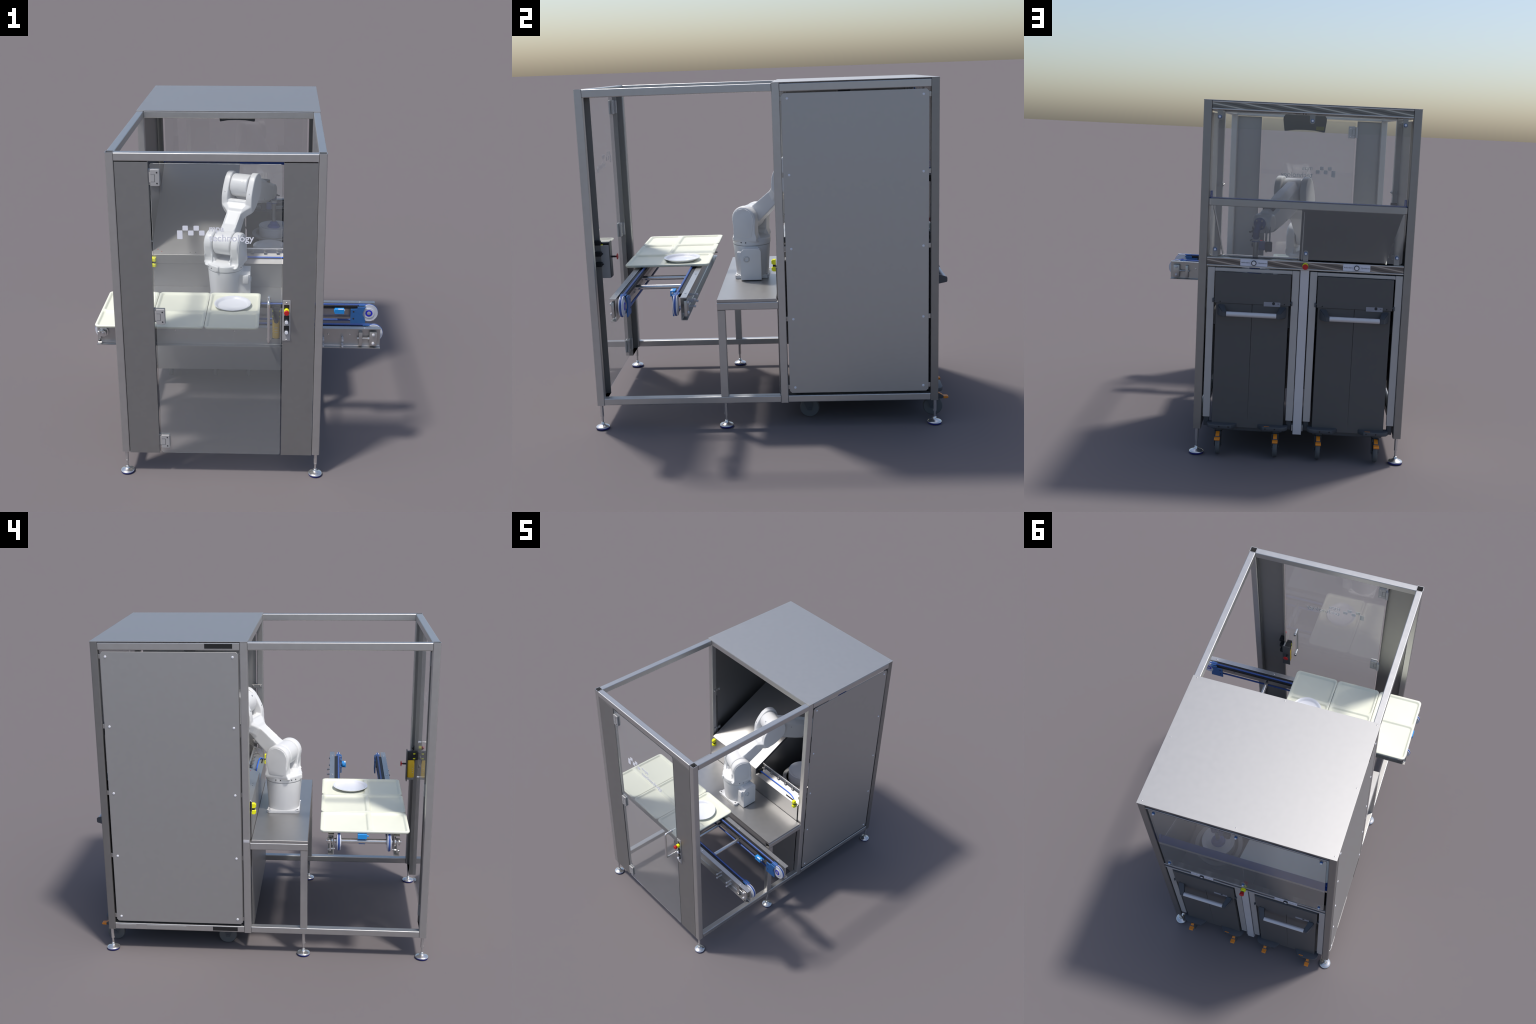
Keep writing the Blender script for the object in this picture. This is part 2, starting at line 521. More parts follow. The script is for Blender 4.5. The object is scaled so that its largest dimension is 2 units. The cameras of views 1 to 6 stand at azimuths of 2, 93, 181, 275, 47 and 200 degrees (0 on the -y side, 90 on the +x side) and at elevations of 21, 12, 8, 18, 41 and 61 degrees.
# print on the door: stepped squares and two words
u = 0.0262
lx, lz = -0.2962, 1.4545
yl = -0.9428
logo = bmesh.new()
cells = [(0, 0, -1.78), (1, 1, 0), (2, 0, -1), (3, 1, 0), (4, 0, -1)]
for i, top, bot in cells:
    add_prism(logo, round_rect(lx + i * u * 1.075, lx + i * u * 1.075 + u * 1.06, lz + bot * u, lz + top * u * 0.98, 0.003, 3), 'y', yl, yl + 0.0007)
emit("door_emblem", logo, 'print', door)
text("door_word", "mpa", 0.0455, (-0.1335, yl + 0.0003, 1.4515), 'front', 'print', door, weight=0.0007)
text("door_word", "technology", 0.0515, (-0.1335, yl + 0.0003, 1.3985), 'front', 'print', door, weight=0.0007)

# ---- push-button plate on the right front panel
plate = prism("button_plate", round_rect(0.2445, 0.2875, 0.8430, 1.0745, 0.004, 4), 'y', -0.9465, -0.9435, 'alu', cell, 0.0005, 1)
for z0, z1, r in ((1.010, 1.0505, 0), (0.940, 0.990, 1), (0.881, 0.9305, 1)):
    pts = round_rect(0.2530, 0.2805, z0, z1, 0.0015, 3)
    if r:
        pts = [(0.2805, z1), (0.2530, z1), (0.2530, z0 + 0.0137)] + \
              [(0.26675 - 0.01375 * math.cos(pi * k / 10), z0 + 0.0137 - 0.0137 * math.sin(pi * k / 10)) for k in range(1, 10)] + [(0.2805, z0 + 0.0137)]
    prism("button_recess", pts, 'y', -0.9475, -0.946, 'black', plate)
lathe("stop_collar", [(0.0135, 0), (0.0138, 0.016), (0.012, 0.018), (0, 0.018)], (0.2668, -0.947, 1.018), (0, -1, 0), 'yellow', plate, 28)
lathe("stop_button", [(0.009, 0.018), (0.0105, 0.022), (0.0135, 0.030), (0.0137, 0.036), (0.012, 0.0385), (0, 0.039)], (0.2668, -0.947, 1.018), (0, -1, 0), 'red', plate, 28)
for z in (0.955, 0.896):
    lathe("push_button_rim", [(0.0122, 0), (0.0122, 0.009), (0.0105, 0.0105), (0, 0.0105)], (0.2668, -0.947, z), (0, -1, 0), 'bin_dark', plate, 24)
    lathe("push_button", [(0.0098, 0.009), (0.0098, 0.014), (0.009, 0.0155), (0, 0.016)], (0.2668, -0.947, z), (0, -1, 0), 'lamp', plate, 24)
for z in (1.0612, 0.8485):
    bolt("plate_screw", (0.2668, -0.9465, z), (0, -1, 0), 0.0042, 0.0022, 'polished', plate)

# button bodies behind the front panel and the safety lock beside them
lock = empty("safety_lock", cell, (0.213, -0.89, 0.92))
lock["at"] = [0.213, -0.89, 0.92]
box("lock_bracket", 0.1905, 0.2445, -0.868, -0.862, 0.815, 1.0165, 'bin', lock, 0.0015)
box("lock_bracket", 0.2325, 0.2445, -0.9135, -0.8655, 0.812, 0.998, 'alu', lock, 0.002)
bm = bmesh.new()
add_prism(bm, round_rect(0.1925, 0.2320, -0.914, -0.8685, 0.012, 5), 'z', 0.840, 0.957, 0.003, 2)
emit("lock_body", bm, 'amber', lock)
bm = bmesh.new()
for z in (0.8745, 0.889, 0.9035):
    pts = [(0.2122 - 0.0200 * math.cos(pi * k / 12), -0.8990 - 0.0155 * math.sin(pi * k / 12), z) for k in range(13)]
    add_sweep(bm, pts, 0.0012, 6)
emit("lock_stripe", bm, 'alu_light', lock)
bm = bmesh.new()
add_box(bm, 0.194, 0.231, -0.914, -0.8685, 0.957, 1.011, 0.003)
add_prism(bm, [(0.196, 0.956), (0.229, 0.956), (0.222, 0.934), (0.213, 0.928), (0.203, 0.934)], 'y', -0.9155, -0.913)
add_cyl(bm, (0.2125, -0.9155, 0.957), (0.2125, -0.918, 0.957), 0.005, 14)
emit("lock_head", bm, 'black', lock)
bm = bmesh.new()
for z in (0.968, 1.000):
    for x in (0.1965, 0.2285):
        add_box(bm, x - 0.0042, x + 0.0042, -0.9160, -0.902, z - 0.0035, z + 0.0035, 0.0008, 1)
emit("lock_marker", bm, 'yellow', lock)
box("lock_key", 0.196, 0.229, -0.9345, -0.9165, 0.958, 1.008, 'black', lock, 0.002)
cyl("release_stem", (0.2113, -0.862, 0.9285), (0.2113, -0.838, 0.9285), 0.0055, 'black', lock)
lathe("release_knob", [(0.003, 0.024), (0.006, 0.029), (0.017, 0.0315), (0.0175, 0.034), (0.012, 0.037), (0, 0.038)], (0.2113, -0.862, 0.9285), (0, 1, 0), 'red', lock, 24)
bm = bmesh.new()
for z in (1.018, 0.955, 0.896):
    add_box(bm, 0.253, 0.280, -0.9405, -0.905, z - 0.012, z + 0.012, 0.002, 1)
    add_cyl(bm, (0.262, -0.905, z), (0.262, -0.898, z), 0.004, 10)
emit("button_body", bm, 'black', right_panel)

# ---- work table
table = prism("table_top", [(XL + 0.002, -0.2555), (XR - 0.002, -0.2555), (XR - 0.002, 0.064), (XL + 0.002, 0.064)], 'z', 0.7105, 0.7275, 'inner', cell, 0.0012, 1)
tube("table_beam", 'x', -0.2545, -0.2145, 0.668, 0.7100, XL + T + G, XR - T - G, 'frame', table, 0.005)
for x in (XL, XR - T):
    tube("table_beam", 'y', x, x + T, 0.668, 0.710, -0.2555, YM - G, 'frame', table, 0.005)
    tube("table_leg", 'z', x + G, x + T - G, -0.2555, -0.2135, 0.178, 0.6675, 'frame', table, 0.005)

# ---- partition between table bay and bin bay
part = box("partition_sheet", XL + T + 0.001, XR - T - 0.001, 0.066, 0.069, 0.130, 0.882, 'inner', cell, 0.0008, 1)
# raised folded edge along the left part, sloping cover sheet behind it
SX0, SX1 = -0.5925, -0.0635
def slope(y):
    return 0.944 + 0.4965 * (y - 0.066)
cover = empty("slope_cover", cell, (-0.33, 0.45, 1.13))
cover["at"] = [-0.33, 0.45, 1.13]
prism("cover_sheet", [(0.066, slope(0.066)), (0.862, slope(0.862)), (0.862, slope(0.862) - 0.004), (0.066, slope(0.066) - 0.004)], 'x', SX0, SX1, 'inner', cover, 0.0008, 1)
box("cover_front_lip", SX0, SX1, 0.064, 0.067, 0.8835, slope(0.066) - 0.0005, 'inner', cover, 0.0006, 1)
prism("cover_side_lip", [(0.068, slope(0.068) - 0.004), (0.862, slope(0.862) - 0.004), (0.862, slope(0.862) - 0.026), (0.10, slope(0.10) - 0.026), (0.068, 0.905)],
      'x', SX1 - 0.003, SX1 - 0.0005, 'bin', cover)
prism("bay_dark_plate", [(0.118, 0.24), (0.868, 0.24), (0.868, 1.800), (0.118, 1.800)], 'x', XL + 0.0075, XL + 0.0095, 'frame_dark', cover)  # dark plates where the bay's left side looks dark from behind
box("bay_dark_plate", XL + 0.011, SX0 - 0.002, 0.1165, 0.1195, 0.24, 1.325, 'bin', cover, 0.0005, 1)
prism("bay_divider", [(0.072, 0.70), (0.858, 0.70), (0.858, slope(0.858) - 0.027), (0.100, slope(0.10) - 0.027), (0.072, 0.905)], 'x', SX1 - 0.014, SX1 - 0.011, 'inner', cover)
prism("slope_bracket", [(0.09, slope(0.09)), (0.862, slope(0.862)), (0.862, slope(0.862) - 0.03), (0.09, slope(0.09) - 0.03)], 'x', 0.395, 0.399, 'rail', cover)
for x, y in ((-0.553, 0.105), (-0.527, 0.088), (-0.105, 0.115)):
    bolt("cover_rivet", (x, y, slope(y)), (0, -0.44, 0.9), 0.003, 0.0015, 'red', cover)
for x in (-0.345, -0.31):
    bolt("cover_rivet", (x, 0.083, slope(0.083)), (0, -0.44, 0.9), 0.0025, 0.0012, 'ink', cover)

# ledge with tube rail, clips and blue cable
ledge = prism("cable_ledge", [(0.064, 0.8835), (0.064, 0.888), (0.130, 0.9345), (0.1325, 0.931), (0.068, 0.8835)], 'x', SX1 + 0.002, 0.4165, 'inner', cell)
bm = bmesh.new()
add_cyl(bm, (SX1 + 0.004, 0.140, 0.962), (0.4165, 0.140, 0.962), 0.006, 14)
emit("guide_tube", bm, 'polished', ledge, 60)
box("tube_back_strip", SX1 + 0.004, 0.4165, 0.1345, 0.1375, 0.930, 0.957, 'rail', ledge, 0.0006, 1)
base = None
for k in range(6):
    x = -0.030 + 0.081 * k
    bm = bmesh.new()
    add_box(bm, x - 0.010, x + 0.010, 0.1175, 0.1345, 0.936, 0.945, 0.0015)
    add_box(bm, x - 0.004, x + 0.004, 0.124, 0.140, 0.944, 0.960, 0.001)
    if base is None:
        base = emit("tube_clip", bm, 'rail', ledge)
        b0 = base.location.copy()
        x00 = x
    else:
        bm.free()
        again(base, b0 + Vector((x - x00, 0, 0)))
bm = bmesh.new()
pts = [(SX1 - 0.004, 0.092, 0.924), (0.05, 0.093, 0.922), (0.18, 0.094, 0.921), (0.27, 0.094, 0.920), (0.315, 0.091, 0.918),
       (0.345, 0.085, 0.911), (0.362, 0.080, 0.901), (0.370, 0.078, 0.890)]
P = []
for a, b, c, d in zip([pts[0]] + pts[:-2], pts[:-1], pts[1:], pts[2:] + [pts[-1]]):
    for i in range(6):
        t = i / 6
        P.append([0.5 * ((2 * b[j]) + (-a[j] + c[j]) * t + (2 * a[j] - 5 * b[j] + 4 * c[j] - d[j]) * t * t + (-a[j] + 3 * b[j] - 3 * c[j] + d[j]) * t ** 3) for j in range(3)])
add_sweep(bm, P + [pts[-1]], 0.0042, 10)
emit("blue_cable", bm, 'cable', ledge, 60)
prism("cable_slot", round_rect(0.275, 0.378, 0.0735, 0.0855, 0.005, 5), 'z', 0.885, 0.9005, 'black', ledge)
box("cable_gland", SX1 + 0.001, SX1 + 0.030, 0.080, 0.120, 0.905, 0.9335, 'black', ledge, 0.002)

# yellow reflector blocks beside the partition
def reflector(x):
    g = empty("yellow_sensor", cell, (x, 0.045, 0.895))
    g["at"] = [x, 0.045, 0.895]
    for z0, z1 in ((0.899, 0.927), (0.862, 0.888)):
        bm = bmesh.new()
        add_prism(bm, [(x - 0.013, 0.0655), (x - 0.013, 0.053), (x - 0.009, 0.047), (x + 0.009, 0.047), (x + 0.013, 0.053), (x + 0.013, 0.0655)], 'z', z0, z1, 0.0015, 1)
        add_box(bm, x - 0.010, x + 0.010, 0.042, 0.048, z0 + 0.004, z1 - 0.005, 0.001, 1)
        emit("sensor_block", bm, 'yellow', g)
    box("sensor_joint", x - 0.011, x + 0.011, 0.049, 0.065, 0.8885, 0.8985, 'black', g, 0.001)
reflector(-0.5735)
reflector(0.386)

# hinge-like cable brackets on the inner side posts
for x, s in ((XL + T, 1), (XR - T, -1)):
    for z in (1.385, 1.005):
        bm = bmesh.new()
        add_box(bm, min(x, x + s * 0.004), max(x, x + s * 0.004), 0.082, 0.148, z - 0.012, z + 0.012, 0.0015, 1)
        for y in (0.092, 0.138):
            add_lathe(bm, [(0.006, 0), (0.006, 0.004), (0.004, 0.007), (0, 0.007)], (x + s * 0.004, y, z), (s, 0, 0), 12)
        emit("post_bracket", bm, 'rail', cell)

# ---- tray conveyor
conv = empty("tray_conveyor", cell, (0, -0.565, 0.77))
conv["at"] = [0, -0.565, 0.77]
PX, PZ, PR = 0.7505, 0.781, 0.0485          # pulley centres, belt groove radius
def rail(sgn, yw):
    """C-shaped rail; flanges point outwards (sgn -1 front, +1 back)."""
    t, fl = 0.003, 0.032
    z0, z1 = 0.7105, 0.829
    y = lambda d: yw + sgn * d
    pts = [(y(0), z0 + 0.004), (y(0.004), z0), (y(fl), z0), (y(fl), z0 + t), (y(t + 0.003), z0 + t), (y(t), z0 + t + 0.003),
           (y(t), z1 - t), (y(fl), z1 - t), (y(fl), z1), (y(0), z1)]
    r = prism("conveyor_rail", pts, 'x', -0.787, 0.787, 'rail', conv, 0.0, 1)
    # dark belt guide on the inner side
    bm = bmesh.new()
    g0, g1 = sorted((y(-0.0005), y(-0.036)))
    add_box(bm, -0.70, 0.69, g0, g1, 0.806, 0.8265, 0.002, 1)
    emit("belt_guide", bm, 'black', r)
    for x in (-0.62, -0.47, -0.35, -0.21, -0.02, 0.17, 0.34, 0.50, 0.62):
        bolt("rail_screw", (x, y(t), 0.806 - 0.012 * ((int(x * 100)) % 3)), (0, sgn, 0), 0.0055, 0.003, 'polished', r)
    for x in (-0.63, -0.30, 0.06, 0.27, 0.70):
        bolt("rail_screw", (x, y(0.016), z1), (0, 0, 1), 0.0055, 0.0035, 'polished', r)
    for x in (0.5735, 0.30, 0.14):
        for z in (0.790, 0.742):
            bolt("rail_screw", (x, y(0), z), (0, -sgn, 0), 0.006, 0.004, 'rail', r)
    # standoff screws poking outwards
    for x in (0.471, 0.578):
        for z in (0.764, 0.728):
            bm = bmesh.new()
            add_cyl(bm, (x, y(t), z), (x, y(0.018), z), 0.0075, 6)
            add_cyl(bm, (x, y(0.018), z), (x, y(0.040), z), 0.0042, 12)
            add_lathe(bm, [(0.0042, 0), (0.0068, 0.001), (0.0068, 0.007), (0.005, 0.0105), (0, 0.0115)], (x, y(0.040), z), (0, sgn, 0), 14)
            emit("standoff_screw", bm, 'alu_light', r, 40)
    # belt tensioner at the right end
    bm = bmesh.new()
    a, b = sorted((y(0.014), y(0.030)))
    add_box(bm, 0.726, 0.768, a, b, 0.724, 0.808, 0.003, 2)
    a, b = sorted((y(t), y(0.024)))
    add_box(bm, 0.668, 0.688, a, b, 0.722, 0.804, 0.002, 2)
    add_cyl(bm, (0.660, y(0.018), 0.766), (0.668, y(0.018), 0.766), 0.006, 6)
    add_cyl(bm, (0.688, y(0.018), 0.766), (0.728, y(0.018), 0.766), 0.0052, 12)
    add_cyl(bm, (0.718, y(0.018), 0.766), (0.726, y(0.018), 0.766), 0.0085, 6)
    emit("belt_tensioner", bm, 'rail', r, 40)
    for z in (0.793, 0.741):
        bolt("tensioner_screw", (0.747, y(0.030), z), (0, sgn, 0), 0.0085, 0.0095, 'alu_light', r)
    # left end: bearing cap and clamp
    bm = bmesh.new()
    add_cyl(bm, (-0.7505, y(0.004), PZ), (-0.7505, y(0.012), PZ), 0.028, 28, 0, 0.002)
    add_cyl(bm, (-0.7505, y(0.012), PZ), (-0.7505, y(0.036), PZ), 0.020, 28, 0, 0.003)
    add_cyl(bm, (-0.7505, y(0.036), PZ), (-0.7505, y(0.042), PZ), 0.008, 6)
    a, b = sorted((y(0.016), y(0.024)))
    add_box(bm, -0.779, -0.764, a, b, 0.728, 0.792, 0.0015, 1)
    a, b = sorted((y(0.016), y(0.040)))
    add_box(bm, -0.781, -0.762, a, b, 0.783, 0.795, 0.002, 1)
    for d in (0.012, 0.034):
        add_lathe(bm, [(0.007, 0), (0.007, 0.007), (0.004, 0.011), (0, 0.011)], (-0.7715, y(0.024), 0.737), (0, sgn, 0), 14)
    add_cyl(bm, (-0.7715, y(-0.006), 0.742), (-0.7715, y(0.016), 0.742), 0.0055, 12, 0, 0.001)
    emit("bearing_block", bm, 'polished', r, 40)
    return r

def pulley(x, y, inner):
    """Grooved white disc; inner = +1/-1, side facing the conveyor's middle."""
    w = 0.0125
    prof = [(0.012, -w), (0.030, -w), (0.031, -w + 0.002), (0.044, -w + 0.004), (0.0515, -w + 0.003), (0.0525, -w + 0.005), (0.0525, -0.006), (PR - 0.005, -0.003),
            (PR - 0.005, 0.003), (0.0525, 0.006), (0.0525, w - 0.005), (0.0515, w - 0.003), (0.044, w - 0.004), (0.031, w - 0.002), (0.030, w), (0.012, w)]
    o = lathe("belt_pulley", prof, (x, y, PZ), (0, 1, 0), 'pulley', conv, 48, 40)
    if x > 0:
        d = inner
        lathe("pulley_ring", [(0.0115, w - 0.001), (0.0205, w - 0.001), (0.0205, w + 0.0012), (0.0115, w + 0.0012)], (x, y, PZ), (0, d, 0), 'ring', o, 28)
        lathe("pulley_hub", [(0.0115, 0), (0.0115, w + 0.002), (0.008, w + 0.003), (0, w + 0.003)], (x, y, PZ), (0, d, 0), 'alu', o, 24)
    else:
        lathe("pulley_hub", [(0.0155, -0.018), (0.0155, 0.018)], (x, y, PZ), (0, 1, 0), 'rail', o, 24)
    return o

yb, yf = -0.4297, -0.7035
RB = rail(1, -0.4028)
RF = rail(-1, -0.7275)
for y, inner in ((yb, -1), (yf, 1)):
    for x in (-PX, PX):
        pulley(x, y, inner)
    # round belt running round both pulleys
    bm = bmesh.new()
    pts = []
    for k in range(25):
        a = -pi / 2 + pi * k / 24
        pts.append((PX + PR * math.cos(a), y, PZ + PR * math.sin(a)))
    for k in range(1, 12):
        pts.append((PX - 2 * PX * k / 12, y, PZ + PR))
    for k in range(25):
        a = pi / 2 + pi * k / 24
        pts.append((-PX + PR * math.cos(a), y, PZ + PR * math.sin(a)))
    for k in range(1, 12):
        pts.append((-PX + 2 * PX * k / 12, y, PZ - PR))
    add_sweep(bm, pts, 0.0062, 12, True)
    emit("drive_belt", bm, 'belt', conv, 60)
    # blue guard plate on the inner side of the right pulley
    yy = y + inner * 0.015
    a, b = sorted((yy, yy + inner * 0.008))
    cut = [(0.735 - 0.0, 0.718), (0.735, 0.733)]
    pts = [(0.643, 0.718), (0.729, 0.718), (0.729, 0.739)] + \
          [(PX + 0.0345 * math.cos(math.radians(d)) - 0.004, PZ + 0.0345 * math.sin(math.radians(d))) for d in (232, 220, 205, 190, 175, 160, 147, 136)] + \
          [(0.731, 0.824), (0.683, 0.824), (0.683, 0.810), (0.643, 0.810)]
    bm = bmesh.new()
    add_prism(bm, pts, 'y', a, b, 0.001, 1)
    g0, g1 = sorted((y - inner * 0.014, a if inner > 0 else b))
    add_box(bm, 0.690, 0.728, g0, g1, 0.8275, 0.832, 0.0008, 1)
    o = emit("belt_guard", bm, 'blue', conv)
    for z in (0.795, 0.751):
        bolt("guard_screw", (0.660, b if inner > 0 else a, z), (0, inner, 0), 0.005, 0.001, 'ink', o, False)

RODB = 0.095
bm = bmesh.new()
add_cyl(bm, (-PX, -0.724, PZ), (-PX, -0.404, PZ), 0.0135, 24)
emit("drive_shaft", bm, 'polished', conv, 60)
for x in (0.312, RODB, -0.42):
    bm = bmesh.new()
    add_cyl(bm, (x, -0.724, 0.772), (x, -0.404, 0.772), 0.0130, 20)
    emit("cross_rod", bm, 'polished', conv, 60)

def sensor(x, y, z, flip):
    bm = bmesh.new()
    if flip:
        add_box(bm, x - 0.012, x + 0.012, y - 0.026, y + 0.024, z - 0.014, z + 0.013, 0.0012, 1)
        add_cyl(bm, (x, y - 0.024, z), (x, y - 0.036, z), 0.0045, 12)
    else:
        add_box(bm, x - 0.028, x + 0.027, y - 0.010, y + 0.016, z - 0.013, z + 0.013, 0.0012, 1)
        add_box(bm, x - 0.032, x - 0.022, y - 0.006, y + 0.012, z - 0.008, z + 0.008, 0.002, 1)
    o = emit("tray_sensor", bm, 'sensor', conv)
    bm = bmesh.new()
    if flip:
        add_box(bm, x + 0.0, x + 0.03, y - 0.018, y + 0.018, z + 0.011, z + 0.0145, 0.001, 1)
        add_box(bm, x + 0.02, x + 0.026, y - 0.018, y + 0.018, z - 0.056, z + 0.0115, 0.001, 1)
    else:
        add_box(bm, x - 0.028, x + 0.027, y - 0.012, y + 0.052, z - 0.0165, z - 0.0128, 0.001, 1)
    emit("sensor_bracket", bm, 'blue', o)
    if not flip:
        bm = bmesh.new()
        add_cyl(bm, (x + 0.027, y + 0.002, z + 0.002), (x + 0.031, y + 0.002, z + 0.002), 0.006, 12)
        add_box(bm, x - 0.008, x + 0.022, y - 0.0095, y + 0.001, z + 0.0128, z + 0.0136, 0)
        emit("sensor_mark", bm, 'lamp', o)
sensor(0.577, -0.470, 0.806, False)
sensor(-0.779, -0.555, 0.822, True)

# ---- trays
def make_tray():
    w, d, z0, z1 = 0.299, 0.486, 0.8375, 0.8530
    bm = bmesh.new()
    def loop(inset, z, r):
        return [bm.verts.new((a, b, z)) for a, b in round_rect(-w / 2 + inset, w / 2 - inset, -d / 2 + inset, d / 2 - inset, r, 6)]
    loops = [loop(0.006, z0, 0.020), loop(0.001, z0 + 0.006, 0.024), loop(0.0, z1 - 0.003, 0.025), loop(0.001, z1 - 0.0008, 0.024), loop(0.003, z1, 0.022)]
    for A, B in zip(loops, loops[1:]):
        n = len(A)
        for i in range(n):
            bm.faces.new((A[i], A[(i + 1) % n], B[(i + 1) % n], B[i]))
    bm.faces.new(loops[0][::-1])
    bm.faces.new(loops[-1])
    bmesh.ops.recalc_face_normals(bm, faces=bm.faces)
    me = bpy.data.meshes.new("serving_tray")
    bm.to_mesh(me)
    bm.free()
    ob = bpy.data.objects.new("serving_tray", me)
    bpy.context.scene.collection.objects.link(ob)
    # two sunken compartments with sloping walls
    cb = bmesh.new()
    for y0, y1 in ((-0.231, -0.036), (-0.022, 0.231)):
        L = []
        for off, z in ((-0.002, z1 + 0.01), (0.0, z1 + 0.0001), (0.0025, z1 - 0.0012), (0.0075, z1 - 0.0090), (0.0095, z1 - 0.0105), (0.0140, z1 - 0.0112)):
            L.append([cb.verts.new((a, b, z)) for a, b in round_rect(-w / 2 + 0.011 + off, w / 2 - 0.011 - off, y0 + off, y1 - off, 0.018, 6)])
        for A, B in zip(L, L[1:]):
            n = len(A)
            for i in range(n):
                cb.faces.new((A[i], A[(i + 1) % n], B[(i + 1) % n], B[i]))
        cb.faces.new(L[0])
        cb.faces.new(L[-1][::-1])
    bmesh.ops.recalc_face_normals(cb, faces=cb.faces)
    cm = bpy.data.meshes.new("cut")
    cb.to_mesh(cm)
    cb.free()
    co = bpy.data.objects.new("cut", cm)
    bpy.context.scene.collection.objects.link(co)
    md = ob.modifiers.new("pockets", 'BOOLEAN')
    md.operation = 'DIFFERENCE'
    md.solver = 'EXACT'
    md.object = co
    dg = bpy.context.evaluated_depsgraph_get()
    res = bpy.data.meshes.new_from_object(ob.evaluated_get(dg))
    bpy.data.objects.remove(ob)
    bpy.data.objects.remove(co)
    for p in res.polygons:
        p.use_smooth = True
    res.set_sharp_from_angle(angle=math.radians(50))
    res.materials.clear()
    res.materials.append(M['tray'])
    return res

tray_me = make_tray()
tray_me.name = "serving_tray"
for x in (-0.6355, -0.3345, -0.0330):
    link("serving_tray", tray_me, (x, -0.5695, 0.0), cell)

def dish(name, r, z, x, y, parent, mat='china'):
    prof = [(0, 0.003), (r * 0.60, 0.003), (r * 0.66, 0.0), (r * 0.70, 0.001), (r * 0.80, 0.006), (r * 0.96, 0.0165), (r, 0.019), (r * 0.995, 0.0208), (r * 0.955, 0.0205),
            (r * 0.90, 0.0185), (r * 0.845, 0.0130), (r * 0.805, 0.0082), (r * 0.75, 0.0066), (0, 0.006)]
    return lathe(name, prof, (x, y, z), (0, 0, 1), mat, parent, 64, 60)
dish("dinner_plate", 0.1065, 0.8420, -0.0425, -0.5015, cell)

# ---- plate stacks and their ring holders inside the bin bay
def stack(x, y, top, n, r=0.106):
    s = empty("plate_stack", cell, (x, y, top))
    s["at"] = [x, y, top]
    bm = bmesh.new()
    p = 0.0072
    for k in range(n):
        z = top - 0.0208 - p * k
        rr = r * (1 + 0.004 * math.sin(k * 2.3))
        prof = [(rr * 0.90, 0.0105), (rr * 0.985, 0.0132), (rr, 0.0165), (rr * 0.995, 0.0208), (rr * 0.955, 0.0205), (rr * 0.84, 0.0165), (rr * 0.70, 0.0065), (0, 0.006)]
        add_lathe(bm, prof, (x, y, z), (0, 0, 1), 48)
    o = emit("stacked_plates", bm, 'china', s, 60)
    return s
SAX, SAY, SAZ = 0.180, 0.635, 0.955
stack(0.152, 0.366, 0.905, 29, 0.107)
stack(SAX, SAY, SAZ, 34, 0.104)
for x, y, z in ((SAX, SAY, 0.900), (0.152, 0.366, 0.835)):
    prof = [(0.122, -0.012), (0.150, -0.012), (0.153, -0.008), (0.153, -0.002), (0.150, 0.002), (0.124, 0.002), (0.122, -0.002), (0.122, -0.012)]
    lathe("stack_ring", prof, (x, y, z), (0, 0, 1), 'alu', cell, 64, 40)
box("bay_shelf", XL + T + 0.003, XR - T - 0.003, 0.200, 0.860, 0.690, 0.693, 'bin', cell, 0.001)

# ---- robot arm (turned 20 degrees about its base axis)
BX, BY = -0.108, -0.092
robot = empty("robot_arm", cell, (BX, BY, 0.7275))
robot["at"] = [BX, BY, 0.7275]
ROT = Matrix.Translation((BX, BY, 0)) @ Matrix.Rotation(math.radians(-20), 4, 'Z')

bm = bmesh.new()
add_lathe(bm, [(0.0945, 0.730), (0.0955, 0.750), (0.1085, 0.920), (0.1085, 0.9235), (0.105, 0.9245)], (BX, BY, 0), (0, 0, 1), 64)
add_prism(bm, chamfer_rect(-0.2085, -0.014, -0.1905, 0.0055, 0.010), 'z', 0.7278, 0.7475, 0.003, 2)
for cx in (-0.196, -0.026):
    for cy in (-0.178, -0.007):
        add_lathe(bm, [(0.016, 0.747), (0.016, 0.7495), (0.013, 0.7510), (0, 0.7510)], (cx, cy, 0), (0, 0, 1), 20)
rb = emit("robot_base", bm, 'white', robot, 40)
for cx in (-0.196, -0.026):
    for cy in (-0.178, -0.007):
        bolt("base_bolt", (cx, cy, 0.751), (0, 0, 1), 0.0055, 0.0008, 'ink', rb, False)
# connector box
bm = bmesh.new()
pts = [(-0.1525, 0.7335), (-0.0325, 0.7335), (-0.0325, 0.903), (-0.041, 0.9135), (-0.137, 0.9135), (-0.146, 0.8985), (-0.1525, 0.8985)]
add_prism(bm, pts, 'x', -0.075, 0.0455, 0.0025, 2)
add_box(bm, 0.0, 0.036, -0.171, -0.150, 0.846, 0.8975, 0.003, 2)
add_prism(bm, [(-0.135, 0.913), (-0.045, 0.913), (-0.05, 0.921), (-0.125, 0.921)], 'x', -0.06, 0.005, 0.001, 1)
add_lathe(bm, [(0.0175, 0), (0.0165, 0.0052), (0.0145, 0.0062), (0.0125, 0.0052), (0.0122, 0.0006), (0, 0.0006)], (0.0452, -0.1165, 0.857), (1, 0, 0), 28)
cbx = emit("connector_box", bm, 'white', rb, 40)
lathe("ring_groove_shade", [(0.0126, 0), (0.0126, 0.0066), (0.0143, 0.0066), (0.0143, 0)], (0.0452, -0.1165, 0.857), (1, 0, 0), 'alu', cbx, 28)  # greyer rings laid on to draw the emblem groove's shading
lathe("ring_groove_shade", [(0.0166, 0), (0.0166, 0.0012), (0.0188, 0.0009), (0.0188, 0)], (0.0454, -0.1165, 0.857), (1, 0, 0), 'alu', cbx, 28)

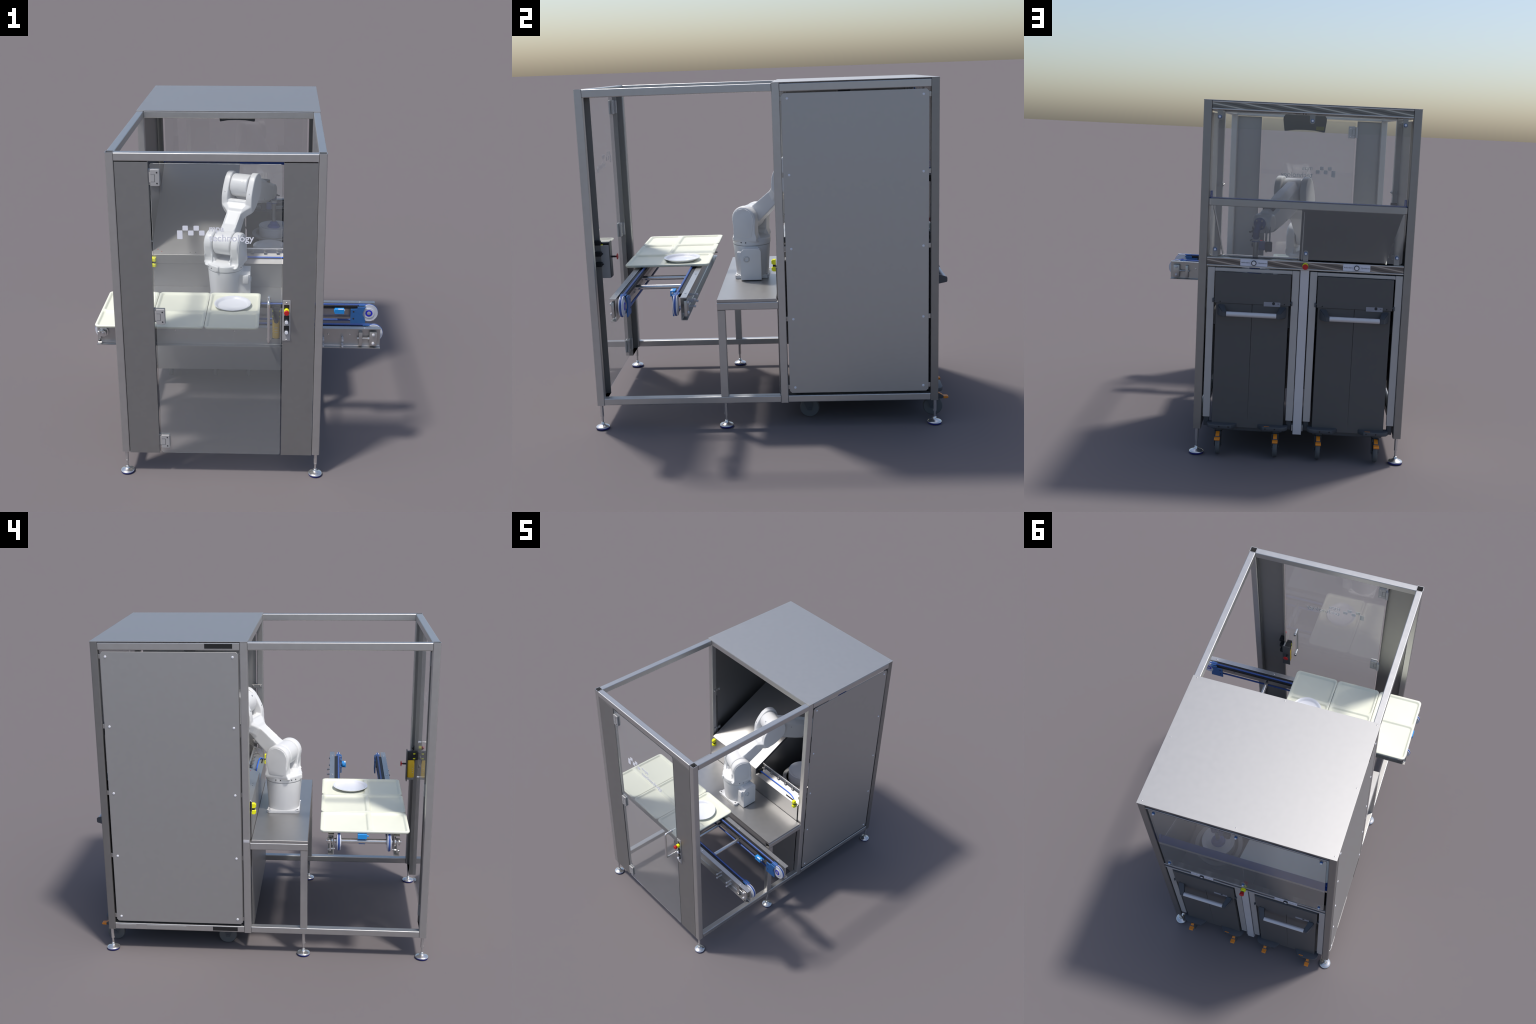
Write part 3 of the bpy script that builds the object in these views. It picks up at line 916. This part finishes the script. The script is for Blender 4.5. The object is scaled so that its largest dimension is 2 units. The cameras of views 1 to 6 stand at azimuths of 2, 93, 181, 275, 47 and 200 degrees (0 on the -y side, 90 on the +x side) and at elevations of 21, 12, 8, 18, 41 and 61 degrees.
def cast(name, pieces, voxel, smooth, mat='white', parent=robot):
    """Union of overlapping solids remeshed into one smooth casting, robot frame -> world."""
    bm = bmesh.new()
    for fn in pieces:
        fn(bm)
    bmesh.ops.recalc_face_normals(bm, faces=bm.faces)
    me = bpy.data.meshes.new(name)
    bm.to_mesh(me)
    bm.free()
    ob = bpy.data.objects.new(name, me)
    bpy.context.scene.collection.objects.link(ob)
    rm = ob.modifiers.new("cast", 'REMESH')
    rm.mode = 'VOXEL'
    rm.voxel_size = voxel
    sm = ob.modifiers.new("soften", 'SMOOTH')
    sm.factor = 0.5
    sm.iterations = smooth
    dg = bpy.context.evaluated_depsgraph_get()
    res = bpy.data.meshes.new_from_object(ob.evaluated_get(dg))
    bpy.data.objects.remove(ob)
    res.transform(ROT)
    b = bmesh.new()
    b.from_mesh(res)
    return emit(name, b, mat, parent, 180)

def P(pts, a, b, bev=0.0):
    return lambda bm: add_prism(bm, pts, 'x', a, b, bev, 3)
def C(a, b, r, bev=0.0):
    return lambda bm: add_cyl(bm, a, b, r, 48, 0, bev)

ZS = 1.083                                    # shoulder axis height
def leg_profile(grow=0.0):
    R = 0.0755 + grow
    pts = [(0.082, 0.950), (0.073, 0.966), (0.071, 1.00), (0.073, 1.04)]
    pts += [(R * math.cos(math.radians(d)), ZS + R * math.sin(math.radians(d))) for d in range(-6, 190, 12)]
    pts += [(-0.066, 1.03), (-0.058, 1.00), (-0.057, 0.978), (-0.068, 0.962), (-0.080, 0.950)]
    return pts
shoulder = cast("robot_shoulder", [
    lambda bm: add_lathe(bm, [(0.1095, 0.9255), (0.111, 0.9275), (0.1125, 0.962), (0.109, 0.9665)], (0, 0, 0), (0, 0, 1), 72),
    lambda bm: add_lathe(bm, [(0.100, 0.960), (0.092, 0.970), (0.070, 0.977), (0.040, 0.981), (0, 0.982)], (0, 0, 0), (0, 0, 1), 72),
    P(leg_profile(), 0.060, 0.114, 0.014), P(leg_profile(), -0.114, -0.060, 0.014),
    lambda bm: add_prism(bm, [(-0.014, -0.104), (0.006, -0.104), (0.003, -0.1215), (-0.012, -0.1215)], 'z', 0.936, 0.968, 0.002, 2),
    # fillets between the legs and the collar
    lambda bm: add_prism(bm, [(0.040, 0.955), (0.045, 0.985), (0.052, 0.998), (0.066, 1.012), (0.066, 0.955)], 'y', -0.058, 0.068),
    lambda bm: add_prism(bm, [(-0.040, 0.955), (-0.045, 0.985), (-0.052, 0.998), (-0.066, 1.012), (-0.066, 0.955)], 'y', -0.058, 0.068),
], 0.0032, 6)
# round-topped cover faces on both sides of the shoulder
for sgn in (1, -1):
    R = 0.0655
    pts = [(R * math.cos(math.radians(d)), ZS - 0.004 + R * math.sin(math.radians(d))) for d in range(-12, 193, 10)]
    pts += [(-0.056, 1.02), (-0.050, 0.985), (-0.040, 0.977), (0.040, 0.977), (0.050, 0.985), (0.056, 1.02)]
    bm = bmesh.new()
    a, b = sorted((sgn * 0.112, sgn * 0.1158))
    add_prism(bm, pts, 'x', a, b, 0.0018, 2, 0, ROT)
    emit("shoulder_cover", bm, 'white', shoulder, 40)
# small slotted plates and screw heads on the rotating collar
bm = bmesh.new()
for ang in (-0.04, 3.22, 4.10):
    for off in (-0.13, 0.13):
        c = Vector((0.1125 * math.cos(ang + off), 0.1125 * math.sin(ang + off), 0.945))
        add_lathe(bm, [(0.0036, -0.002), (0.0036, 0.0008), (0, 0.0008)], c, (math.cos(ang + off), math.sin(ang + off), 0), 12)
bmesh.ops.transform(bm, matrix=ROT, verts=bm.verts)
emit("collar_screw", bm, 'ink', shoulder)

def rounded(pts, n=4):
    """Closed Catmull-Rom curve through the given points."""
    out = []
    m = len(pts)
    for i in range(m):
        a, b, c, d = (Vector(pts[(i + k) % m]) for k in (-1, 0, 1, 2))
        for j in range(n):
            t = j / n
            out.append(tuple(0.5 * (2 * b + (c - a) * t + (2 * a - 5 * b + 4 * c - d) * t * t + (3 * b - a - 3 * c + d) * t ** 3)))
    return out
def elbow_profile():
    return rounded([(0.196, 1.232), (0.232, 1.236), (0.268, 1.254), (0.313, 1.292), (0.343, 1.325), (0.354, 1.373), (0.344, 1.420), (0.322, 1.446),
                    (0.287, 1.457), (0.248, 1.444), (0.214, 1.402), (0.184, 1.344), (0.176, 1.300), (0.178, 1.258)])
def web(k):
    """Cross-section slab of the arm, k metres down the beam from the fork."""
    d = k * 0.7071
    return [(0.196 - d, 1.222 - d), (0.224 - d, 1.222 - d), (0.245 - d, 1.245 - d), (0.222 - d, 1.288 - d), (0.188 - d, 1.296 - d), (0.172 - d, 1.268 - d)]
upper = cast("robot_upper_arm", [
    C((-0.0565, 0, ZS), (0.0565, 0, ZS), 0.0715, 0.008),
    P([(0.048, 1.035), (0.093, 1.083), (0.150, 1.138), (0.215, 1.200), (0.250, 1.258), (0.200, 1.300), (0.160, 1.258), (0.071, 1.180), (0.015, 1.150)], -0.047, 0.047, 0.012),
    P(elbow_profile(), 0.0615, 0.1015, 0.010), P(elbow_profile(), -0.1015, -0.0615, 0.010),
    # web joining the two fork arms, narrowing step by step to the beam
    lambda bm: add_prism(bm, [(0.196, 1.234), (0.232, 1.238), (0.266, 1.257), (0.252, 1.276), (0.212, 1.304), (0.184, 1.300), (0.178, 1.262)], 'x', -0.097, 0.097, 0.010, 2),
    lambda bm: add_prism(bm, web(0.000), 'x', -0.0970, 0.0970, 0.006, 2),
    lambda bm: add_prism(bm, web(0.007), 'x', -0.0910, 0.0910, 0.006, 2),
    lambda bm: add_prism(bm, web(0.014), 'x', -0.0830, 0.0830, 0.006, 2),
    lambda bm: add_prism(bm, web(0.021), 'x', -0.0740, 0.0740, 0.006, 2),
    lambda bm: add_prism(bm, web(0.029), 'x', -0.0660, 0.0660, 0.006, 2),
    lambda bm: add_prism(bm, web(0.038), 'x', -0.0590, 0.0590, 0.006, 2),
    lambda bm: add_prism(bm, web(0.048), 'x', -0.0530, 0.0530, 0.006, 2),
], 0.0032, 11)
bm = bmesh.new()
for x in (0.095, -0.095):
    for f, z, nf, nz in ((0.185, 1.352, -0.85, 0.5), (0.215, 1.220, 0.55, -0.83), (0.300, 1.282, 0.6, -0.8)):
        add_lathe(bm, [(0.0036, -0.004), (0.0036, 0.0004), (0, 0.0004)], (x * 0.86, f, z), (0, nf, nz), 12)
bmesh.ops.transform(bm, matrix=ROT, verts=bm.verts)
emit("arm_screw", bm, 'rail', upper)

# forearm: chamfered tapering box from the elbow drum to the wrist
EF, EZ = 0.275, 1.375
def forearm(bm):
    secs = []
    for f, zlo, zhi, w in ((0.285, 1.275, 1.440, 0.052), (0.36, 1.242, 1.415, 0.053), (0.46, 1.208, 1.385, 0.053), (0.56, 1.182, 1.345, 0.052),
                           (0.65, 1.160, 1.305, 0.049), (0.725, 1.158, 1.280, 0.046)):
        c = 0.020
        ring = [(-w, zlo + c), (-w + c, zlo), (w - c, zlo), (w, zlo + c), (w, zhi - c * 1.5), (w - c * 1.5, zhi), (-w + c * 1.5, zhi), (-w, zhi - c * 1.5)]
        secs.append([bm.verts.new((x, f, z)) for x, z in ring])
    for A, B in zip(secs, secs[1:]):
        for i in range(8):
            bm.faces.new((A[i], A[(i + 1) % 8], B[(i + 1) % 8], B[i]))
    bm.faces.new(secs[0])
    bm.faces.new(secs[-1][::-1])
fore = cast("robot_forearm", [
    C((-0.057, EF, EZ), (0.057, EF, EZ), 0.0715, 0.008), forearm,
    C((-0.050, 0.725, 1.215), (0.050, 0.725, 1.215), 0.050, 0.008),
    C((0, 0.70, 1.215), (0, 0.785, 1.215), 0.036, 0.002),
], 0.0032, 3)
bm = bmesh.new()
add_lathe(bm, [(0.0055, 0), (0.0055, 0.001), (0, 0.001)], (0.02, EF - 0.055, EZ + 0.0455), (0, -0.77, 0.64), 12)
for x, f, z in ((0.053, 0.42, 1.34), (0.053, 0.52, 1.22), (-0.053, 0.42, 1.34), (-0.053, 0.52, 1.22)):
    add_lathe(bm, [(0.004, -0.002), (0.004, 0.001), (0, 0.001)], (x, f, z), (1 if x > 0 else -1, 0, 0), 10)
bmesh.ops.transform(bm, matrix=ROT, verts=bm.verts)
emit("arm_screw", bm, 'rail', fore)
bm = bmesh.new()
add_box(bm, -0.034, 0.030, 0.60, 0.69, 1.262, 1.3085, 0.006, 2, 0, ROT)
emit("wrist_recess", bm, 'bin', fore)

# gripper: flange disc, angled bracket, stem with suction cup, camera
tool = empty("suction_gripper", robot, tuple(ROT @ Vector((0, 0.80, 1.2))))
tool["at"] = list(ROT @ Vector((0, 0.80, 1.2)))
fl = ROT @ Vector((0, 0.785, 1.215))
fd = ROT.to_3x3() @ Vector((0, 1, 0))
lathe("tool_flange", [(0.034, 0), (0.034, 0.008), (0.032, 0.010), (0, 0.010)], fl, fd, 'tool', tool, 32)
rt = ROT.to_3x3() @ Vector((1, 0, 0))
for ang in (0.8, 2.3, 3.9, 5.4):
    bolt("flange_bolt", fl + fd * 0.010 + (rt * math.cos(ang) + Vector((0, 0, 1)) * math.sin(ang)) * 0.023, fd, 0.0055, 0.004, 'alu', tool, False)
tx, ty = SAX, SAY
bm = bmesh.new()
A0 = fl + fd * 0.014
B0 = Vector((tx, ty + 0.012, 1.150))
for p, q, w in ((A0, B0, 0.019),):
    n = 10
    for k in range(n):
        pass
add_sweep(bm, fillet_path([A0 - fd * 0.012, A0 + fd * 0.012 + Vector((0, 0, -0.004)), B0 + Vector((0, 0.02, 0.012)), Vector((tx, ty, 1.133))], 0.016, 5), 0.0185, 16)
emit("tool_bracket", bm, 'tool', tool, 60)
bm = bmesh.new()
add_lathe(bm, [(0.021, 1.119), (0.0225, 1.121), (0.0225, 1.136), (0.021, 1.138)], (tx, ty, 0), (0, 0, 1), 28)
emit("tool_ring", bm, 'alu_light', tool)
bm = bmesh.new()
add_lathe(bm, [(0.0222, 1.114), (0.0222, 1.119)], (tx, ty, 0), (0, 0, 1), 28)
add_box(bm, tx - 0.052, tx - 0.016, ty - 0.014, ty + 0.016, 1.070, 1.119, 0.004, 1)
emit("tool_clamp", bm, 'tool', tool)
bm = bmesh.new()
add_lathe(bm, [(0.0135, 0.985), (0.0145, 0.99), (0.0145, 1.115)], (tx, ty, 0), (0, 0, 1), 24)
emit("suction_stem", bm, 'rail', tool)
bm = bmesh.new()
add_lathe(bm, [(0.038, SAZ - 0.012), (0.045, SAZ - 0.010), (0.037, SAZ + 0.003), (0.027, SAZ + 0.007), (0.030, SAZ + 0.013), (0.024, SAZ + 0.022), (0.012, SAZ + 0.03)], (tx, ty, 0), (0, 0, 1), 28)
emit("suction_cup", bm, 'cup', tool)
bm = bmesh.new()
add_box(bm, tx - 0.090, tx - 0.052, ty - 0.012, ty + 0.020, 1.064, 1.118, 0.004, 1)
add_box(bm, tx - 0.084, tx - 0.058, ty + 0.018, ty + 0.024, 1.070, 1.110, 0.002, 1)
emit("tool_camera", bm, 'bin_dark', tool)
bm = bmesh.new()
add_cyl(bm, (tx - 0.075, ty, 1.118), (tx - 0.075, ty, 1.200), 0.004, 10)
add_cyl(bm, (tx - 0.055, ty - 0.01, 1.118), (tx - 0.055, ty - 0.01, 1.190), 0.006, 10)
emit("air_hose", bm, 'alu', tool)
bm = bmesh.new()
add_box(bm, tx + 0.018, tx + 0.040, ty - 0.004, ty + 0.004, 1.165, 1.172, 0.001, 1)
add_cyl(bm, (tx + 0.012, ty + 0.006, 1.180), (tx + 0.036, ty + 0.006, 1.163), 0.004, 10)
add_cyl(bm, (tx + 0.012, ty + 0.006, 1.130), (tx + 0.032, ty + 0.006, 1.120), 0.004, 10)
emit("hose_fitting", bm, 'bin_dark', tool)

# ---- camera housing under the roof
prof = [(-0.168, 1.812), (0.052, 1.812), (0.062, 1.800), (0.064, 1.785), (0.0555, 1.724), (0.050, 1.7215), (-0.004, 1.7305), (-0.060, 1.732), (-0.112, 1.7305), (-0.164, 1.7215), (-0.169, 1.724),
        (-0.1765, 1.785), (-0.176, 1.800)]
cam = prism("scan_camera", prof, 'y', 0.425, 0.495, 'bin_dark', cell, 0.004, 2)
box("camera_label", -0.164, -0.119, 0.4945, 0.4958, 1.733, 1.754, 'olive', cam, 0.0002, 1)
box("camera_bracket", -0.09, -0.02, 0.43, 0.49, 1.811, ZT, 'rail', cam, 0.001)
bm = bmesh.new()
for x in (-0.058, -0.045):
    add_cyl(bm, (x, 0.88, 1.811), (x, 0.90, 1.811), 0.003, 8)
emit("beam_grommet", bm, 'black', cell)

# ---- back window with clamp tabs
pane = prism("back_window", round_rect(-0.5905, 0.405, 1.0695, 1.8085, 0.012, 4), 'y', 0.9195, 0.9245, 'door', cell, 0.0005, 1)
for x in (-0.562, -0.0928, 0.3757):
    for z, up in ((1.7778, 1), (1.1010, 0)):
        r = 0.0135
        pts = [(x + r * math.cos(pi + pi * k / 12), z - 0.002 + r * math.sin(pi + pi * k / 12)) for k in range(13)]
        if up:
            pts += [(x + r, 1.8125), (x - r, 1.8125)]
        else:
            pts = [(px, 2 * z - pz) for px, pz in pts] + [(x + r, 1.0615), (x - r, 1.0615)]
        tab = prism("window_tab", pts, 'y', 0.9115, 0.9145, 'alu', pane)
        lathe("clamp_washer", [(0.0085, -0.010), (0.0085, 0.004), (0.0075, 0.005), (0, 0.005)], (x, 0.9245, z), (0, 1, 0), 'blue', tab, 20)
        lathe("clamp_bolt", [(0.006, 0.004), (0.006, 0.008), (0.0045, 0.0105), (0, 0.011)], (x, 0.9245, z), (0, 1, 0), 'lamp', tab, 18)

# ---- labels, buttons and stop button on the middle back beam
yy = YB + T - 0.001
for xc in (0.1725, -0.3585):
    lab = prism("request_label", round_rect(xc - 0.070, xc + 0.070, 1.0225, 1.0560, 0.003, 3), 'y', yy - 0.007, yy + 0.0004, 'label', cell)
    text("label_word", "Anfordern", 0.0105, (xc + 0.0655, yy + 0.0006, 1.0365), 'back', 'ink', lab, 0.0004)
    text("label_word", "Quittieren", 0.0105, (xc - 0.0225, yy + 0.0006, 1.0365), 'back', 'ink', lab, 0.0004)
    lathe("request_button_rim", [(0.0135, 0), (0.0135, 0.008), (0.0105, 0.0095), (0.0100, 0.006), (0, 0.006)], (xc, yy, 1.0392), (0, 1, 0), 'ink', lab, 28)
    lathe("request_button", [(0.0102, 0.003), (0.0102, 0.0078), (0.009, 0.0088), (0, 0.009)], (xc, yy, 1.0392), (0, 1, 0), 'lamp', lab, 24)
stop = lathe("stop_collar", [(0.0150, 0), (0.0155, 0.014), (0.013, 0.017), (0, 0.017)], (-0.0932, yy, 1.0375), (0, 1, 0), 'yellow', cell, 28)
lathe("stop_band", [(0.0108, 0.017), (0.0108, 0.021), (0, 0.021)], (-0.0932, yy, 1.0375), (0, 1, 0), 'green', stop, 24)
lathe("stop_button", [(0.0105, 0.021), (0.0135, 0.032), (0.0148, 0.040), (0.013, 0.043), (0, 0.0435)], (-0.0932, yy, 1.0375), (0, 1, 0), 'red', stop, 28)

# ---- bin bay: centre post, two bin frames and two waste trolleys
tube("centre_post", 'z', -0.1155, -0.0700, 0.876, 0.9235, 0.132, 1.0135, 'alu_light', cell, 0.003)
for x in (-0.1225, -0.0685):
    box("post_bracket", x, x + 0.0055, 0.885, 0.920, 0.150, 0.182, 'alu', cell, 0.001)
for x0, x1 in ((-0.0665, 0.4100), (-0.6005, -0.1215)):
    fr = empty("bin_frame", cell, ((x0 + x1) / 2, 0.9, 0.6))
    fr["at"] = [(x0 + x1) / 2, 0.9, 0.6]
    w = 0.0370
    for a in (x0, x1 - w):
        box("frame_upright", a, a + w, 0.896, 0.9210, 0.2035, 1.0075, 'alu', fr, 0.002)
        box("upright_foot", a + 0.006, a + w - 0.004, 0.880, 0.905, 0.150, 0.203, 'bin_dark', fr, 0.002)
    box("frame_head", x0 + w + G, x1 - w - G, 0.897, 0.9200, 0.9875, 1.0060, 'alu', fr, 0.002)

def trolley(xc):
    t = empty("waste_trolley", cell, (xc, 0.56, 0.1))
    t["at"] = [xc, 0.56, 0.1]
    hw = 0.196
    body = box("bin_body", xc - hw + 0.006, xc + hw - 0.006, 0.150, 0.9195, 0.168, 0.680, 'bin', t, 0.006)
    box("bin_back_wall", xc - hw + 0.006, xc + hw - 0.006, 0.880, 0.9185, 0.6805, 0.975, 'bin', body, 0.004)
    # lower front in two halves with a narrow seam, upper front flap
    xa, xb = xc - hw + 0.008, xc + hw - 0.008
    bm = bmesh.new()
    add_prism(bm, [(xa, 0.156), (xb, 0.156), (xb, 0.8215), (xc + 0.0009, 0.8215), (xc + 0.0009, 0.205), (xc - 0.0009, 0.205), (xc - 0.0009, 0.8215), (xa, 0.8215)], 'y', 0.9185, 0.9265, 0.0005, 1)
    emit("front_sheet", bm, 'bin', body, flat=True)
    flap = box("front_flap", xc - hw, xc + hw, 0.9205, 0.9305, 0.8225, 0.9855, 'bin', body, 0.0015)
    for s in (-1, 1):
        bm = bmesh.new()
        add_cyl(bm, (xc + s * (hw - 0.002), 0.924, 0.838), (xc + s * (hw + 0.010), 0.924, 0.838), 0.005, 12)
        add_box(bm, xc + s * (hw + 0.008) - 0.004, xc + s * (hw + 0.008) + 0.004, 0.915, 0.932, 0.824, 0.846, 0.002, 1)
        emit("flap_hinge", bm, 'bin_dark', flap)
        bolt("flap_screw", (xc + s * 0.167, 0.9305, 0.8305), (0, 1, 0), 0.0035, 0.0012, 'black', flap)
    lab = box("bin_label", xc - 0.146, xc - 0.060, 0.9300, 0.9311, 0.8155, 0.8390, 'label_grey', flap, 0.0002, 1)
    bm = bmesh.new()
    add_lathe(bm, [(0.0078, 0), (0.0078, 0.0006), (0, 0.0006)], (xc - 0.111, 0.9311, 0.8318), (0, 1, 0), 20)
    add_box(bm, xc - 0.139, xc - 0.131, 0.9310, 0.9315, 0.830, 0.8325, 0)
    emit("label_mark", bm, 'ink', lab)
    # grab handle: two wedge brackets and a light tube
    for s in (-1, 1):
        a, b = xc + s * 0.178, xc + s * 0.128
        bm = bmesh.new()
        pts = [(a, 0.9262), (xc + s * 0.142, 0.9262), (b + s * 0.008, 0.958), (b, 0.966), (b, 0.993), (xc + s * 0.150, 0.993), (a, 0.940)]
        lo = [bm.verts.new((x, y, 0.7595 if i in (0, 1, 6) else 0.763)) for i, (x, y) in enumerate(pts)]
        hi = [bm.verts.new((x, y, 0.8155 if i in (0, 1, 6) else 0.790)) for i, (x, y) in enumerate(pts)]
        n = len(pts)
        bm.faces.new(lo)
        bm.faces.new(hi[::-1])
        for i in range(n):
            bm.faces.new((lo[i], lo[(i + 1) % n], hi[(i + 1) % n], hi[i]))
        bmesh.ops.bevel(bm, geom=bm.edges[:], offset=0.003, segments=2, affect='EDGES')
        emit("handle_bracket", bm, 'bin_dark', body, 40)
    cyl("handle_tube", (xc - 0.129, 0.981, 0.7765), (xc + 0.129, 0.981, 0.7765), 0.0128, 'alu_light', body, 28)
    # corner bumpers at floor level
    for s in (-1, 1):
        xo, xi = xc + s * 0.214, xc + s * 0.055
        bm = bmesh.new()
        pts = [(xo, 0.900), (xo, 0.938), (xo - s * 0.012, 0.957), (xo - s * 0.035, 0.966), (xi + s * 0.028, 0.966), (xi, 0.928), (xi, 0.900)]
        add_prism(bm, pts, 'z', 0.157, 0.178, 0.003, 2)
        o = emit("corner_bumper", bm, 'bin_dark', t)
        for k in (0.085, 0.135):
            bolt("bumper_hole", (xc + s * (k + 0.012), 0.966, 0.1675), (0, 1, 0), 0.004, 0.0006, 'black', o, False)
        if s < 0:
            box("bumper_mark", xc - 0.118, xc - 0.090, 0.956, 0.961, 0.1782, 0.1787, 'orange', o, 0)
    box("trolley_chassis", xc - hw + 0.012, xc + hw - 0.012, 0.170, 0.905, 0.130, 0.1675, 'bin_dark', t, 0.004)
    for s in (-1, 1):
        for y, front in ((0.9150, True), (0.2275, False)):
            cx = xc + s * 0.152
            wr = 0.0545
            bm = bmesh.new()
            prof = [(0.040, -0.012), (0.050, -0.0115), (wr - 0.001, -0.008), (wr, -0.003), (wr, 0.003), (wr - 0.001, 0.008), (0.050, 0.0115), (0.040, 0.012)]
            add_lathe(bm, prof, (cx, y, wr + 0.002), (1, 0, 0), 36)
            w = emit("caster_wheel", bm, 'rubber', t, 40)
            bm = bmesh.new()
            for sx in (-0.0175, 0.0155):
                pts = [(y - 0.012, wr - 0.010), (y + 0.010, wr - 0.010), (y + 0.020, 0.100), (y + 0.016, 0.131), (y - 0.045, 0.131), (y - 0.040, 0.110)]
                add_prism(bm, pts, 'x', cx + sx, cx + sx + 0.003, 0)
            add_box(bm, cx - 0.0175, cx + 0.0185, y - 0.045, y + 0.016, 0.122, 0.131, 0.002, 1)
            add_cyl(bm, (cx, y - 0.015, 0.13), (cx, y - 0.015, 0.158), 0.022, 20)
            add_cyl(bm, (cx - 0.020, y, wr + 0.002), (cx + 0.021, y, wr + 0.002), 0.007, 12)
            emit("caster_fork", bm, 'bin_dark', w)
            if front:
                bm = bmesh.new()
                add_prism(bm, [(0.918, 0.112), (0.940, 0.131), (0.952, 0.1275), (0.974, 0.1135), (0.976, 0.106), (0.965, 0.0985), (0.925, 0.098)], 'x', cx - 0.0125, cx + 0.0125, 0.002, 1)
                emit("caster_pedal", bm, 'bin_dark', w)
                bm = bmesh.new()
                add_prism(bm, [(0.9735, 0.1135), (0.996, 0.1125), (1.0005, 0.109), (1.0005, 0.104), (0.996, 0.1005), (0.9735, 0.0990)], 'x', cx - 0.0145, cx + 0.0145, 0.0015, 1)
                add_prism(bm, [(0.9425, 0.1345), (0.9695, 0.1188), (0.9685, 0.1160), (0.9415, 0.1320)], 'x', cx - 0.0098, cx + 0.0098, 0.0)
                emit("pedal_pad", bm, 'orange', w)
    return t
trolley(0.1720)
trolley(-0.3590)
